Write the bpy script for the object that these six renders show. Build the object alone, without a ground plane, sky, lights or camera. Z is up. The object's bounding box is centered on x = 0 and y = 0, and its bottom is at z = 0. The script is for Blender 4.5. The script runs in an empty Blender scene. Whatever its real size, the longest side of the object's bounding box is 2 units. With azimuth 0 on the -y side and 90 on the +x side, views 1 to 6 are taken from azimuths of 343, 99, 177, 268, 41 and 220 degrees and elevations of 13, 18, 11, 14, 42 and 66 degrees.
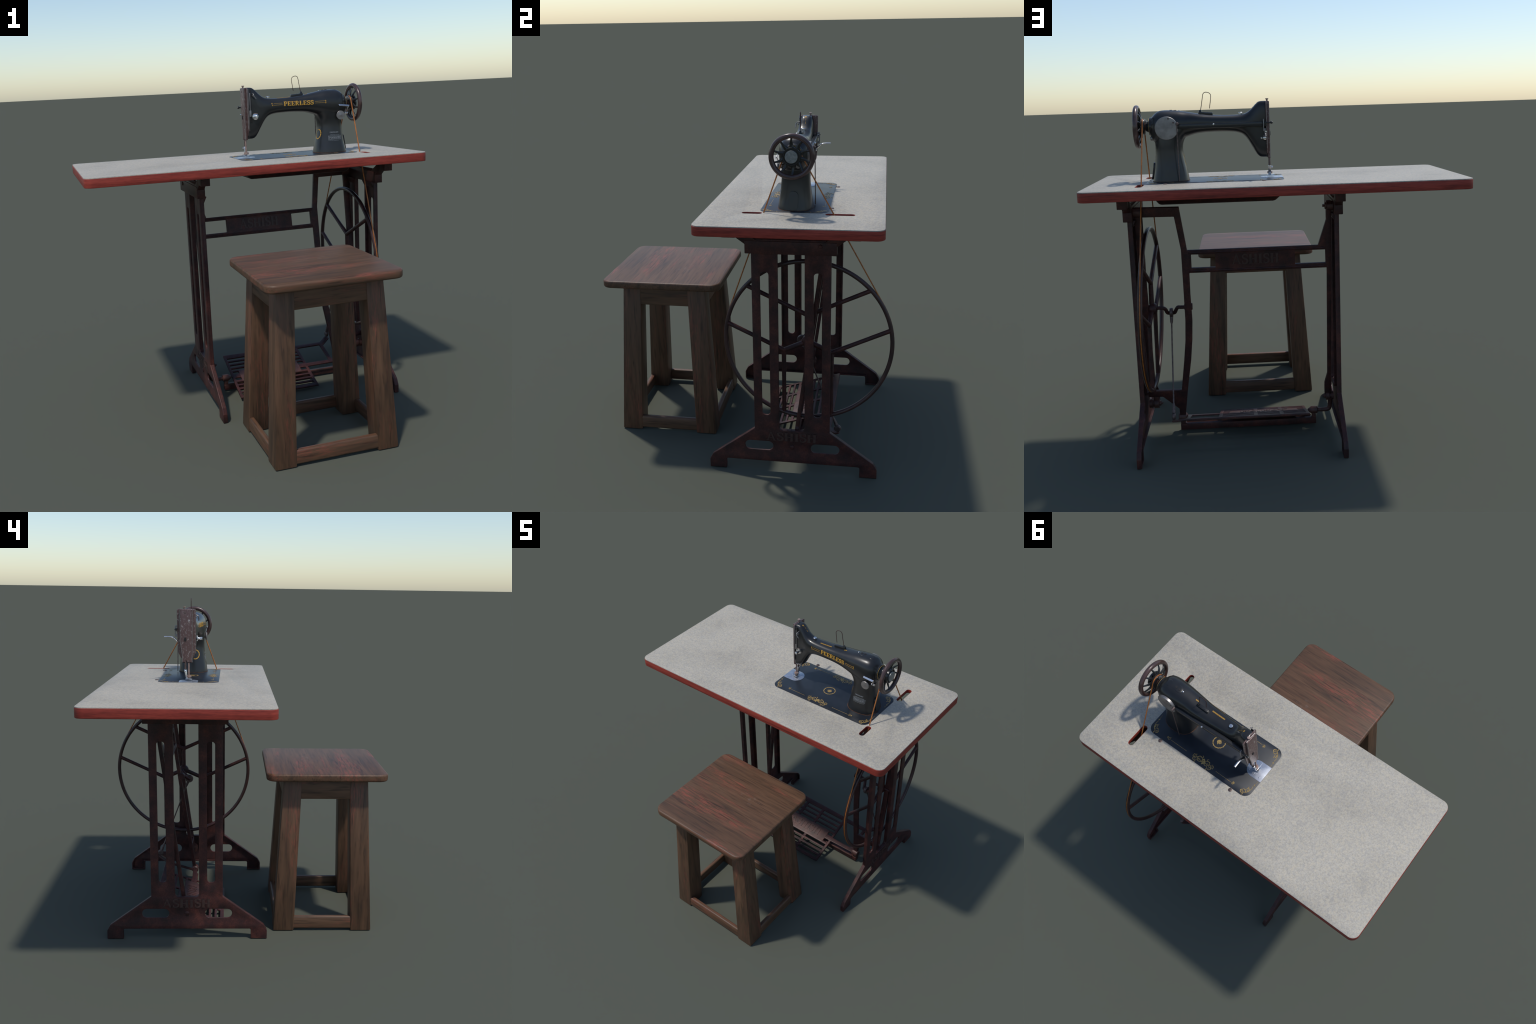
import bpy, bmesh, math, random
from mathutils import Vector, Matrix
from mathutils.bvhtree import BVHTree

random.seed(7)
V = Vector

# ------------------------------------------------------------------ materials
def new_mat(name):
    m = bpy.data.materials.new(name)
    m.use_nodes = True
    nt = m.node_tree
    b = nt.nodes["Principled BSDF"]
    return m, nt, b

def coords(nt, scale=(1, 1, 1), loc=(0, 0, 0)):
    tc = nt.nodes.new("ShaderNodeTexCoord")
    mp = nt.nodes.new("ShaderNodeMapping")
    mp.inputs["Scale"].default_value = scale
    mp.inputs["Location"].default_value = loc
    nt.links.new(tc.outputs["Object"], mp.inputs["Vector"])
    return mp.outputs["Vector"]

def noise(nt, vec, scale, detail=4, rough=0.55, dist=0.0):
    n = nt.nodes.new("ShaderNodeTexNoise")
    n.inputs["Scale"].default_value = scale
    n.inputs["Detail"].default_value = detail
    n.inputs["Roughness"].default_value = rough
    n.inputs["Distortion"].default_value = dist
    nt.links.new(vec, n.inputs["Vector"])
    return n.outputs["Fac"]

def ramp(nt, fac, stops):
    r = nt.nodes.new("ShaderNodeValToRGB")
    el = r.color_ramp.elements
    while len(el) < len(stops):
        el.new(0.5)
    for e, (p, c) in zip(el, stops):
        e.position = p
        e.color = (c, c, c, 1) if isinstance(c, (int, float)) else (*c, 1)
    nt.links.new(fac, r.inputs["Fac"])
    return r.outputs["Color"]

def mix(nt, fac, a, b, mode='MIX'):
    n = nt.nodes.new("ShaderNodeMix")
    n.data_type = 'RGBA'
    n.blend_type = mode
    for sock, val in ((n.inputs[0], fac), (n.inputs[6], a), (n.inputs[7], b)):
        if isinstance(val, bpy.types.NodeSocket):
            nt.links.new(val, sock)
        elif isinstance(val, (int, float)):
            sock.default_value = val if sock == n.inputs[0] else (val, val, val, 1)
        else:
            sock.default_value = (*val, 1)
    return n.outputs[2]

def bump(nt, b, height, strength, dist=0.002):
    n = nt.nodes.new("ShaderNodeBump")
    n.inputs["Strength"].default_value = strength
    n.inputs["Distance"].default_value = dist
    nt.links.new(height, n.inputs["Height"])
    nt.links.new(n.outputs["Normal"], b.inputs["Normal"])

def setc(nt, b, col, rough=0.5, metal=0.0, spec=0.5, coat=0.0):
    if isinstance(col, bpy.types.NodeSocket):
        nt.links.new(col, b.inputs["Base Color"])
    else:
        b.inputs["Base Color"].default_value = (*col, 1)
    if isinstance(rough, bpy.types.NodeSocket):
        nt.links.new(rough, b.inputs["Roughness"])
    else:
        b.inputs["Roughness"].default_value = rough
    b.inputs["Metallic"].default_value = metal
    b.inputs["Specular IOR Level"].default_value = spec
    b.inputs["Coat Weight"].default_value = coat

def simple(name, a, b2, scale=40, rough=0.5, metal=0.0, spec=0.5, coat=0.0, bm=0.0):
    m, nt, b = new_mat(name)
    f = noise(nt, coords(nt), scale, 5, 0.6)
    c = ramp(nt, f, [(0.35, a), (0.65, b2)])
    setc(nt, b, c, rough, metal, spec, coat)
    if bm:
        bump(nt, b, noise(nt, coords(nt), scale * 4, 3), bm, 0.001)
    return m

def laminate_mat():
    m, nt, b = new_mat("speckled_laminate")
    v = coords(nt)
    f1 = noise(nt, v, 120, 3, 0.65, 0.8)
    f2 = noise(nt, coords(nt, (1, 1, 1), (3.1, 1.7, 0)), 85, 3, 0.6)
    base = ramp(nt, f1, [(0.36, (0.325, 0.318, 0.298)), (0.50, (0.405, 0.390, 0.358)), (0.66, (0.475, 0.455, 0.412))])
    warm = mix(nt, ramp(nt, f2, [(0.50, 0.0), (0.68, 0.60)]), base, (0.50, 0.452, 0.365))
    cool = mix(nt, ramp(nt, f2, [(0.34, 0.5), (0.46, 0.0)]), warm, (0.325, 0.330, 0.338))
    cool = mix(nt, 1.0, cool, (1.0, 0.95, 0.865), 'MULTIPLY')
    blot = ramp(nt, noise(nt, v, 3.2, 3, 0.55), [(0.30, 0.86), (0.50, 0.97), (0.62, 1.0)])
    setc(nt, b, mix(nt, 1.0, cool, blot, 'MULTIPLY'), 0.55, 0, 0.27)
    bump(nt, b, f1, 0.08, 0.001)
    return m

def edge_wood_mat():
    m, nt, b = new_mat("red_stained_wood")
    f = noise(nt, coords(nt, (3, 3, 55)), 1.0, 5, 0.6, 0.4)
    c = ramp(nt, f, [(0.30, (0.165, 0.025, 0.017)), (0.48, (0.290, 0.041, 0.027)), (0.70, (0.38, 0.060, 0.039))])
    fine = ramp(nt, noise(nt, coords(nt, (20, 20, 160)), 1.0, 3), [(0.35, 0.75), (0.6, 1.0)])
    setc(nt, b, mix(nt, 1.0, c, fine, 'MULTIPLY'), 0.50, 0, 0.3)
    return m

def stool_wood(axis, name, red_amount=1.0, scuff=False):
    m, nt, b = new_mat(name)
    ax = lambda along, across: tuple(along if i == axis else across for i in range(3))
    f = noise(nt, coords(nt, ax(2.6, 34.0)), 1.0, 6, 0.6, 0.5)
    c = ramp(nt, f, [(0.28, (0.052, 0.0300, 0.0185)), (0.48, (0.098, 0.0515, 0.0280)), (0.70, (0.140, 0.0730, 0.0400))])
    red = ramp(nt, noise(nt, coords(nt, ax(1.3, 9.0), (0.7, 2.3, 5.1)), 1.0, 2, 0.5), [(0.50, 0.0), (0.64, 1.0)])
    brk = ramp(nt, noise(nt, coords(nt, ax(13.0, 95.0)), 1.0, 5, 0.7), [(0.46, 0.0), (0.64, 0.9 * red_amount)])
    thin = ramp(nt, noise(nt, coords(nt, ax(3.0, 60.0), (4, 1, 3)), 1.0, 4, 0.7), [(0.60, 0.0), (0.72, 0.55 * red_amount)])
    k = mix(nt, 1.0, red, brk, 'MULTIPLY')
    c = mix(nt, k, c, (0.235, 0.064, 0.040))
    c = mix(nt, thin, c, (0.20, 0.062, 0.042))
    dk = ramp(nt, noise(nt, coords(nt, ax(6.0, 90.0), (1, 4, 2)), 1.0, 3), [(0.30, 0.55), (0.45, 1.0)])
    c = mix(nt, 1.0, c, dk, 'MULTIPLY')
    if scuff:      # scuffs near the middle of the seat, their grazing sheen painted as pale colour
        tc = coords(nt, (9.0, 16.0, 1.0), (-1.75, 6.6, -0.99))
        g = nt.nodes.new("ShaderNodeTexGradient"); g.gradient_type = 'SPHERICAL'
        nt.links.new(tc, g.inputs["Vector"])
        sp = ramp(nt, noise(nt, coords(nt, (1, 1.6, 1)), 38, 3), [(0.56, 0.0), (0.66, 0.10)])
        c = mix(nt, mix(nt, 1.0, ramp(nt, g.outputs["Fac"], [(0.05, 0.0), (0.5, 1.0)]), sp, 'MULTIPLY'), c, (0.30, 0.27, 0.26))
    setc(nt, b, c, 0.48, 0, 0.35)
    bump(nt, b, f, 0.10, 0.0015)
    return m

def iron_mat():
    m, nt, b = new_mat("painted_cast_iron")
    f = noise(nt, coords(nt), 14, 6, 0.65)
    c = ramp(nt, f, [(0.35, (0.025, 0.0120, 0.0115)), (0.52, (0.050, 0.0170, 0.0150)), (0.70, (0.094, 0.0290, 0.0205))])
    g = ramp(nt, noise(nt, coords(nt), 160, 4), [(0.35, 0.75), (0.6, 1.1)])
    setc(nt, b, mix(nt, 1.0, c, g, 'MULTIPLY'), 0.50, 0.0, 0.30)
    bump(nt, b, noise(nt, coords(nt), 120, 3), 0.12, 0.0012)
    return m

def face_plate_mat():
    m, nt, b = new_mat("worn_nickel_plating")
    f = noise(nt, coords(nt, (1, 1, 0.6)), 110, 6, 0.75)
    c = ramp(nt, f, [(0.50, (0.105, 0.060, 0.055)), (0.585, (0.15, 0.105, 0.098)), (0.66, (0.42, 0.40, 0.38))])
    setc(nt, b, c, 0.40, 0.30, 0.5)
    bump(nt, b, f, 0.1, 0.0006)
    return m

M = {}
def build_mats():
    M['laminate'] = laminate_mat()
    M['edge'] = edge_wood_mat()
    M['seatwood'] = stool_wood(0, "stool_seat_wood", 1.0, True)
    M['woodx'] = stool_wood(0, "stool_wood_lengthwise", 0.7)
    M['woody'] = stool_wood(1, "stool_wood_crosswise", 0.7)
    M['woodz'] = stool_wood(2, "stool_wood_upright", 0.7)
    M['iron'] = iron_mat()
    M['ironrust'] = simple("rusty_iron", (0.042, 0.019, 0.016), (0.098, 0.038, 0.028), 30, 0.5, 0.05, 0.5, 0, 0.15)
    M['letter'] = simple('worn_raised_letter_iron', (0.034, 0.018, 0.016), (0.066, 0.034, 0.027), 60, 0.5, 0, 0.4)
    M['black'] = simple("black_japanned_enamel", (0.0105, 0.0108, 0.0112), (0.0170, 0.0172, 0.0176), 9, 0.31, 0, 0.45, 0.08)
    M['bed'] = simple("black_bed_enamel", (0.0105, 0.0132, 0.0180), (0.0170, 0.0205, 0.0265), 14, 0.36, 0, 0.45, 0.0)
    M['rim'] = simple("brown_black_rim_paint", (0.040, 0.022, 0.020), (0.085, 0.046, 0.040), 12, 0.30, 0.1, 0.5, 0.1)
    M['wheel'] = simple('dark_maroon_wheel_paint', (0.026, 0.013, 0.013), (0.058, 0.024, 0.021), 12, 0.38, 0, 0.45)
    M['dark'] = simple("dark_opening_patch", (0.008, 0.007, 0.007), (0.012, 0.010, 0.010), 30, 0.7)  # near-black colour for patches that stand in for slots and holes
    M['chrome'] = simple("polished_steel", (0.48, 0.48, 0.49), (0.66, 0.66, 0.66), 60, 0.26, 1.0)
    M['throat'] = simple("brushed_throat_plate_steel", (0.40, 0.42, 0.47), (0.52, 0.54, 0.58), 45, 0.34, 0.85)
    M['dull'] = simple("dull_scratched_steel", (0.185, 0.172, 0.165), (0.285, 0.268, 0.255), 22, 0.42, 0.65, 0.5, 0, 0.1)
    M['copper'] = simple("tarnished_brown_steel", (0.25, 0.160, 0.130), (0.36, 0.260, 0.220), 45, 0.50, 0.25)
    M['cap'] = simple("grey_steel_cap", (0.16, 0.17, 0.17), (0.26, 0.27, 0.265), 90, 0.45, 0.6)
    M['face'] = face_plate_mat()
    M['gold'] = simple("gold_decal", (0.42, 0.20, 0.018), (0.66, 0.38, 0.060), 160, 0.42, 0.15)
    M['goldworn'] = simple("worn_gold_decal", (0.18, 0.11, 0.030), (0.50, 0.34, 0.115), 230, 0.45, 0.1)
    M['silverink'] = simple("silver_decal", (0.13, 0.14, 0.15), (0.26, 0.27, 0.28), 200, 0.5)
    M['rust'] = simple('orange_rust', (0.045, 0.020, 0.012), (0.19, 0.070, 0.022), 70, 0.7)
    M['belt'] = simple("tan_leather_belt", (0.28, 0.085, 0.014), (0.42, 0.145, 0.028), 60, 0.55)
    M['rod'] = simple("rusty_steel_wire", (0.075, 0.050, 0.045), (0.14, 0.10, 0.09), 60, 0.45, 0.4)
build_mats()

# ------------------------------------------------------------------ mesh helpers
def empty(name, loc=(0, 0, 0)):
    o = bpy.data.objects.new(name, None)
    o.location = loc
    bpy.context.scene.collection.objects.link(o)
    return o

def finish(name, me, mat, parent, angle=35):
    if mat is not None:
        mats = mat if isinstance(mat, (list, tuple)) else [mat]
        me.materials.clear()
        for k in mats:
            me.materials.append(M[k])
    me.shade_smooth()
    me.set_sharp_from_angle(angle=math.radians(angle))
    o = bpy.data.objects.new(name, me)
    bpy.context.scene.collection.objects.link(o)
    if parent:
        o.parent = parent
        o.matrix_parent_inverse = parent.matrix_world.inverted() if False else Matrix.Translation(-parent_loc(parent))
    return o

def parent_loc(p):
    l = V(p.location)
    if p.parent:
        return V((0, 0, 0)) if p.type == 'MESH' else l
    return l

def bm_to(name, bm, mat, parent, angle=35, recalc=True):
    if recalc:
        bmesh.ops.recalc_face_normals(bm, faces=bm.faces)
    me = bpy.data.meshes.new(name)
    bm.to_mesh(me)
    bm.free()
    return finish(name, me, mat, parent, angle)

def add_hexa(bm, pts, bev=0.0, seg=2, mi=0):
    """pts: 4 bottom + 4 top points, same winding."""
    vs = [bm.verts.new(p) for p in pts]
    idx = [(3, 2, 1, 0), (4, 5, 6, 7), (0, 1, 5, 4), (1, 2, 6, 5), (2, 3, 7, 6), (3, 0, 4, 7)]
    fs = [bm.faces.new([vs[i] for i in f]) for f in idx]
    for f in fs:
        f.material_index = mi
    if bev > 0:
        es = list({e for f in fs for e in f.edges})
        r = bmesh.ops.bevel(bm, geom=es, offset=bev, segments=seg, profile=0.5, affect='EDGES')
        for f in r['faces']:
            f.material_index = mi
    return vs

def add_box(bm, x0, x1, y0, y1, z0, z1, bev=0.0, seg=2, mi=0):
    add_hexa(bm, [(x0, y0, z0), (x1, y0, z0), (x1, y1, z0), (x0, y1, z0),
                  (x0, y0, z1), (x1, y0, z1), (x1, y1, z1), (x0, y1, z1)], bev, seg, mi)

def box(name, x0, x1, y0, y1, z0, z1, bev, mat, parent, seg=2):
    bm = bmesh.new()
    add_box(bm, x0, x1, y0, y1, z0, z1, bev, seg)
    return bm_to(name, bm, mat, parent)

def add_tube(bm, pts, rad, n=12, closed=False, mi=0, flat=1.0):
    pts = [V(p) for p in pts]
    m = len(pts)
    rads = rad if isinstance(rad, (list, tuple)) else [rad] * m
    rings, up = [], None
    for i, p in enumerate(pts):
        if closed:
            t = (pts[(i + 1) % m] - pts[i - 1]).normalized()
        else:
            t = (pts[min(i + 1, m - 1)] - pts[max(i - 1, 0)]).normalized()
        if up is None:
            a = V((0, 0, 1)) if abs(t.z) < 0.9 else V((1, 0, 0))
            up = (a - t * a.dot(t)).normalized()
        else:
            up = (up - t * up.dot(t)).normalized()
        s = t.cross(up)
        rings.append([bm.verts.new(p + up * (math.cos(2 * math.pi * k / n) * rads[i] * flat) + s * (math.sin(2 * math.pi * k / n) * rads[i])) for k in range(n)])
    cnt = m if closed else m - 1
    for i in range(cnt):
        a, b = rings[i], rings[(i + 1) % m]
        for k in range(n):
            f = bm.faces.new((a[k], a[(k + 1) % n], b[(k + 1) % n], b[k]))
            f.material_index = mi
    if not closed:
        f = bm.faces.new(list(reversed(rings[0]))); f.material_index = mi
        f = bm.faces.new(rings[-1]); f.material_index = mi

def smooth_path(pts, n=8):
    """Catmull-Rom through the control points."""
    pts = [V(p) for p in pts]
    P = [pts[0]] + pts + [pts[-1]]
    out = []
    for i in range(1, len(P) - 2):
        for k in range(n):
            t = k / n
            a, b, c, d = P[i - 1], P[i], P[i + 1], P[i + 2]
            out.append(0.5 * ((2 * b) + (c - a) * t + (2 * a - 5 * b + 4 * c - d) * t * t + (3 * b - a - 3 * c + d) * t ** 3))
    out.append(pts[-1])
    return out

def add_lathe(bm, origin, axis, prof, n=48, mi=0):
    """prof: (radius, height along axis) from start to end; zero radius closes."""
    o, ax = V(origin), V(axis).normalized()
    a = V((0, 0, 1)) if abs(ax.z) < 0.9 else V((1, 0, 0))
    u = (a - ax * a.dot(ax)).normalized()
    w = ax.cross(u)
    rings = []
    for r, h in prof:
        if r <= 1e-7:
            rings.append([bm.verts.new(o + ax * h)])
        else:
            rings.append([bm.verts.new(o + ax * h + u * (r * math.cos(2 * math.pi * k / n)) + w * (r * math.sin(2 * math.pi * k / n))) for k in range(n)])
    for a, b in zip(rings, rings[1:]):
        for k in range(n):
            k2 = (k + 1) % n
            if len(a) == 1 and len(b) == 1:
                continue
            if len(a) == 1:
                f = bm.faces.new((a[0], b[k2], b[k]))
            elif len(b) == 1:
                f = bm.faces.new((a[k], a[k2], b[0]))
            else:
                f = bm.faces.new((a[k], a[k2], b[k2], b[k]))
            f.material_index = mi

def lathe(name, origin, axis, prof, mat, parent, n=48, angle=35):
    bm = bmesh.new()
    add_lathe(bm, origin, axis, prof, n)
    return bm_to(name, bm, mat, parent, angle)

def round_poly(pts, seg=6):
    """pts: (u, v, radius) -> rounded outline."""
    out = []
    m = len(pts)
    for i in range(m):
        p = V(pts[i][:2]); r = pts[i][2] if len(pts[i]) > 2 else 0
        if r <= 0:
            out.append(p); continue
        a = (V(pts[i - 1][:2]) - p); b = (V(pts[(i + 1) % m][:2]) - p)
        la, lb = a.length, b.length
        a.normalize(); b.normalize()
        ang = a.angle(b)
        d = min(r / math.tan(ang / 2), la * 0.499, lb * 0.499)
        rr = d * math.tan(ang / 2)
        bis = (a + b).normalized()
        c = p + bis * (rr / math.sin(ang / 2))
        s, e = p + a * d - c, p + b * d - c
        a0 = math.atan2(s.y, s.x); a1 = math.atan2(e.y, e.x)
        da = (a1 - a0 + math.pi) % (2 * math.pi) - math.pi
        for k in range(seg + 1):
            t = a0 + da * k / seg
            out.append(c + V((math.cos(t), math.sin(t))) * rr)
    return out

def rrect(u0, u1, v0, v1, r, seg=6):
    return round_poly([(u0, v0, r), (u1, v0, r), (u1, v1, r), (u0, v1, r)], seg)

def plate_mesh(loops, thick, frame, bev=0.002, bres=1):
    """Flat plate from outline loops (holes included) with thickness and soft edges.
    frame = (origin, u, v, n): plate is centred on the origin plane."""
    cu = bpy.data.curves.new("outline", 'CURVE')
    cu.dimensions = '2D'
    cu.fill_mode = 'BOTH'
    cu.extrude = max(thick / 2 - bev, 1e-5)
    cu.bevel_depth = bev
    cu.bevel_resolution = bres
    cu.offset = -bev
    for lp in loops:
        sp = cu.splines.new('POLY')
        sp.points.add(len(lp) - 1)
        for q, p in zip(sp.points, lp):
            q.co = (p[0], p[1], 0, 1)
        sp.use_cyclic_u = True
    ob = bpy.data.objects.new("outline", cu)
    bpy.context.scene.collection.objects.link(ob)
    dg = bpy.context.evaluated_depsgraph_get()
    me = bpy.data.meshes.new_from_object(ob.evaluated_get(dg))
    bpy.data.objects.remove(ob)
    bpy.data.curves.remove(cu)
    o, u, v, n = (V(x) for x in frame)
    for vt in me.vertices:
        c = vt.co.copy()
        vt.co = o + u * c.x + v * c.y + n * c.z
    bm = bmesh.new(); bm.from_mesh(me)
    bmesh.ops.remove_doubles(bm, verts=bm.verts, dist=1e-6)
    bmesh.ops.recalc_face_normals(bm, faces=bm.faces)
    bm.to_mesh(me); bm.free()
    return me

def plate(name, loops, thick, frame, mat, parent, bev=0.002, angle=30, bres=1):
    return finish(name, plate_mesh(loops, thick, frame, bev, bres), mat, parent, angle)

def merge_mesh_into(bm, me, mi=0):
    n = len(bm.faces)
    bm.from_mesh(me)
    bm.faces.ensure_lookup_table()
    for f in bm.faces[n:]:
        f.material_index = mi
    bpy.data.meshes.remove(me)

XY = lambda z: (V((0, 0, z)), V((1, 0, 0)), V((0, 1, 0)), V((0, 0, 1)))
YZ = lambda x: (V((x, 0, 0)), V((0, 1, 0)), V((0, 0, 1)), V((1, 0, 0)))

# ------------------------------------------------------------------ lettering
def bar(a, b, w, n=6):
    """Straight stroke ribbon from a to b: list of (left, right) pairs."""
    a, b = V(a), V(b)
    d = (b - a).normalized()
    s = V((-d.y, d.x)) * (w / 2)
    return [(a.lerp(b, k / n) + s, a.lerp(b, k / n) - s) for k in range(n + 1)]

def stroke(pts, w, n=5, taper=None):
    P = smooth_path([(p[0], p[1], 0) for p in pts], n)
    out = []
    for i, p in enumerate(P):
        t = (P[min(i + 1, len(P) - 1)] - P[max(i - 1, 0)])
        t = V((t.x, t.y)).normalized()
        ww = w if taper is None else w * taper(i / (len(P) - 1))
        s = V((-t.y, t.x)) * (ww / 2)
        q = V((p.x, p.y))
        out.append((q + s, q - s))
    return out

T, H2, SR = 0.235, 0.105, 0.10   # thick stem, hairline, serif thickness
def stem(x, y0=0.0, y1=1.0, serif=0.17, bottom=True, top=True, w=T):
    r = [bar((x, y0), (x, y1), w)]
    if bottom: r.append(bar((x - serif, y0 + SR / 2), (x + serif, y0 + SR / 2), SR, 3))
    if top: r.append(bar((x - serif, y1 - SR / 2), (x + serif, y1 - SR / 2), SR, 3))
    return r

def glyph(ch):
    """Slab-serif capitals, cap height 1. Returns (ribbons, advance)."""
    if ch == 'I':
        return stem(0.18), 0.46
    if ch == 'H':
        return stem(0.18) + stem(0.68) + [bar((0.18, 0.5), (0.68, 0.5), H2 + 0.02)], 0.96
    if ch == 'A':
        return [bar((0.12, 0.02), (0.44, 1.0), 0.10), bar((0.44, 1.0), (0.76, 0.02), T),
                bar((0.22, 0.32), (0.66, 0.32), H2, 3),
                bar((-0.02, SR / 2), (0.26, SR / 2), SR, 3), bar((0.60, SR / 2), (0.93, SR / 2), SR, 3)], 0.98
    if ch == 'S':
        return [stroke([(0.53, 0.72), (0.50, 0.90), (0.30, 0.955), (0.11, 0.86), (0.12, 0.66), (0.30, 0.54), (0.48, 0.44), (0.54, 0.26), (0.42, 0.08), (0.24, 0.045), (0.09, 0.12), (0.07, 0.30)],
                       0.17, 4, lambda t: 0.62 + 0.5 * math.sin(math.pi * t)),
                bar((0.555, 0.66), (0.555, 0.98), 0.06, 3), bar((0.055, 0.02), (0.055, 0.36), 0.06, 3)], 0.68
    if ch == 'P':
        return stem(0.20) + [stroke([(0.20, 0.95), (0.46, 0.955), (0.60, 0.83), (0.60, 0.63), (0.46, 0.49), (0.20, 0.48)], 0.14, 4)], 0.76
    if ch == 'R':
        return stem(0.20) + [stroke([(0.20, 0.95), (0.46, 0.955), (0.60, 0.83), (0.60, 0.66), (0.46, 0.53), (0.20, 0.52)], 0.14, 4),
                             bar((0.40, 0.52), (0.66, 0.04), 0.16), bar((0.56, 0.04), (0.82, 0.04), SR, 3)], 0.86
    if ch == 'E':
        return stem(0.20) + [bar((0.20, 0.955), (0.64, 0.955), 0.09), bar((0.20, 0.5), (0.50, 0.5), 0.09, 3), bar((0.20, 0.045), (0.66, 0.045), 0.09),
                             bar((0.63, 0.72), (0.63, 1.0), 0.08, 3), bar((0.65, 0.0), (0.65, 0.28), 0.08, 3), bar((0.50, 0.36), (0.50, 0.64), 0.06, 3)], 0.78
    if ch == 'L':
        return stem(0.20) + [bar((0.20, 0.045), (0.64, 0.045), 0.09), bar((0.63, 0.0), (0.63, 0.32), 0.08, 3)], 0.74
    return [], 0.4

def word(text, width, height, weight=(0.275, 0.115, 0.105)):
    global T, H2, SR
    T, H2, SR = weight
    ribs, x = [], 0.0
    for ch in text:
        g, adv = glyph(ch)
        for r in g:
            ribs.append([(V((a.x + x, a.y)), V((b.x + x, b.y))) for a, b in r])
        x += adv
    s = width / x
    return [[(V((a.x * s, a.y * height)), V((b.x * s, b.y * height))) for a, b in r] for r in ribs]

def add_ribbons(bm, ribs, place, hi=0.002, lo=-0.001, mi=0):
    """place(u, v, h) -> 3D point. Each ribbon a closed sliver, tops staggered so none coincide."""
    for j, r in enumerate(ribs):
        h = hi + 0.00012 * (j % 5)
        rows = []
        for a, b in r:
            rows.append([bm.verts.new(place(a.x, a.y, h)), bm.verts.new(place(b.x, b.y, h)),
                         bm.verts.new(place(b.x, b.y, lo)), bm.verts.new(place(a.x, a.y, lo))])
        for p, q in zip(rows, rows[1:]):
            for k in range(4):
                f = bm.faces.new((p[k], p[(k + 1) % 4], q[(k + 1) % 4], q[k]))
                f.material_index = mi
        f = bm.faces.new(list(reversed(rows[0]))); f.material_index = mi
        f = bm.faces.new(rows[-1]); f.material_index = mi

def lettering(name, text, width, height, frame, mat, parent, hi=0.002):
    o, u, v, n = (V(x) for x in frame)
    bm = bmesh.new()
    add_ribbons(bm, word(text, width, height, (0.150, 0.075, 0.060)), lambda a, b, h: o + u * a + v * b + n * h, hi)
    return bm_to(name, bm, mat, parent)

# ================================================================== STOOL
stool = empty("wooden_stool", (0.1105, -0.499, 0))
stool["label"] = "square brown wooden stool with splayed legs, worn red paint"
stool["category"] = "stool"
CX, CY = 0.1105, -0.499
hx = lambda z: 0.3475 - 0.0570 * z / 0.945
hy = lambda z: 0.2990 - 0.0500 * z / 0.945

seat_loop = rrect(-0.259, 0.476, -0.858, -0.145, 0.058, 8)
plate("seat", [seat_loop], 0.044, XY(0.965), 'seatwood', stool, bev=0.011, bres=3)

for sx in (-1, 1):
    for sy in (-1, 1):
        bm = bmesh.new()
        lo, hi = [], []
        for (z, wx, wy, dst) in ((0.0, 0.118, 0.125, lo), (0.9465, 0.099, 0.108, hi)):
            xo, yo = CX + sx * hx(z), CY + sy * hy(z)
            xi, yi = xo - sx * wx, yo - sy * wy
            dst += [(xo, yo, z), (xi, yo, z), (xi, yi, z), (xo, yi, z)]
        add_hexa(bm, lo + hi, 0.007, 2)
        bm_to("leg", bm, 'woodz', stool)
for s in (-1, 1):
    for name, z0, z1, ins, th in (("apron", 0.820, 0.9455, 0.004, 0.045), ("stretcher", 0.012, 0.089, 0.003, 0.030)):
        bm = bmesh.new()
        P = []
        for z in (z0, z1):
            yo = CY + s * (hy(z) - ins); yi = yo - s * th
            xa = hx(z) - 0.06
            P += [(CX - xa, yo, z), (CX + xa, yo, z), (CX + xa, yi, z), (CX - xa, yi, z)]
        add_hexa(bm, P, 0.006 if name == "apron" else 0.009, 3)
        bm_to(name, bm, 'woodx', stool)
        bm = bmesh.new()
        P = []
        for z in (z0, z1):
            xo = CX + s * (hx(z) - ins); xi = xo - s * th
            ya = hy(z) - 0.06
            P += [(xo, CY - ya, z), (xo, CY + ya, z), (xi, CY + ya, z), (xi, CY - ya, z)]
        add_hexa(bm, P, 0.006 if name == "apron" else 0.009, 3)
        bm_to(name, bm, 'woody', stool)

# ================================================================== TABLE
root = empty("treadle_sewing_machine", (0.23, 0.316, 0))
root["label"] = "antique black treadle sewing machine on grey table with iron stand"
root["category"] = "sewing machine"

X0, X1, Y0, Y1 = -1.0, 1.0, -0.160, 0.792
slots = [rrect(0.662, 0.762, 0.020, 0.190, 0.010, 4), rrect(0.662, 0.762, 0.450, 0.670, 0.010, 4)]
top = plate("tabletop", [rrect(X0, X1, Y0, Y1, 0.046, 10)] + slots, 0.049, XY(1.4585), 'edge', root, bev=0.003, bres=2)
slots2 = [rrect(0.6962, 0.7328, 0.0492, 0.1558, 0.0178, 6), rrect(0.6962, 0.7328, 0.4842, 0.6368, 0.0178, 6)]
plate("laminate_sheet", [rrect(X0 + .002, X1 - .002, Y0 + .002, Y1 - .002, 0.044, 10)] + slots2, 0.006, XY(1.4845), 'laminate', top, bev=0.001)

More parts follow.
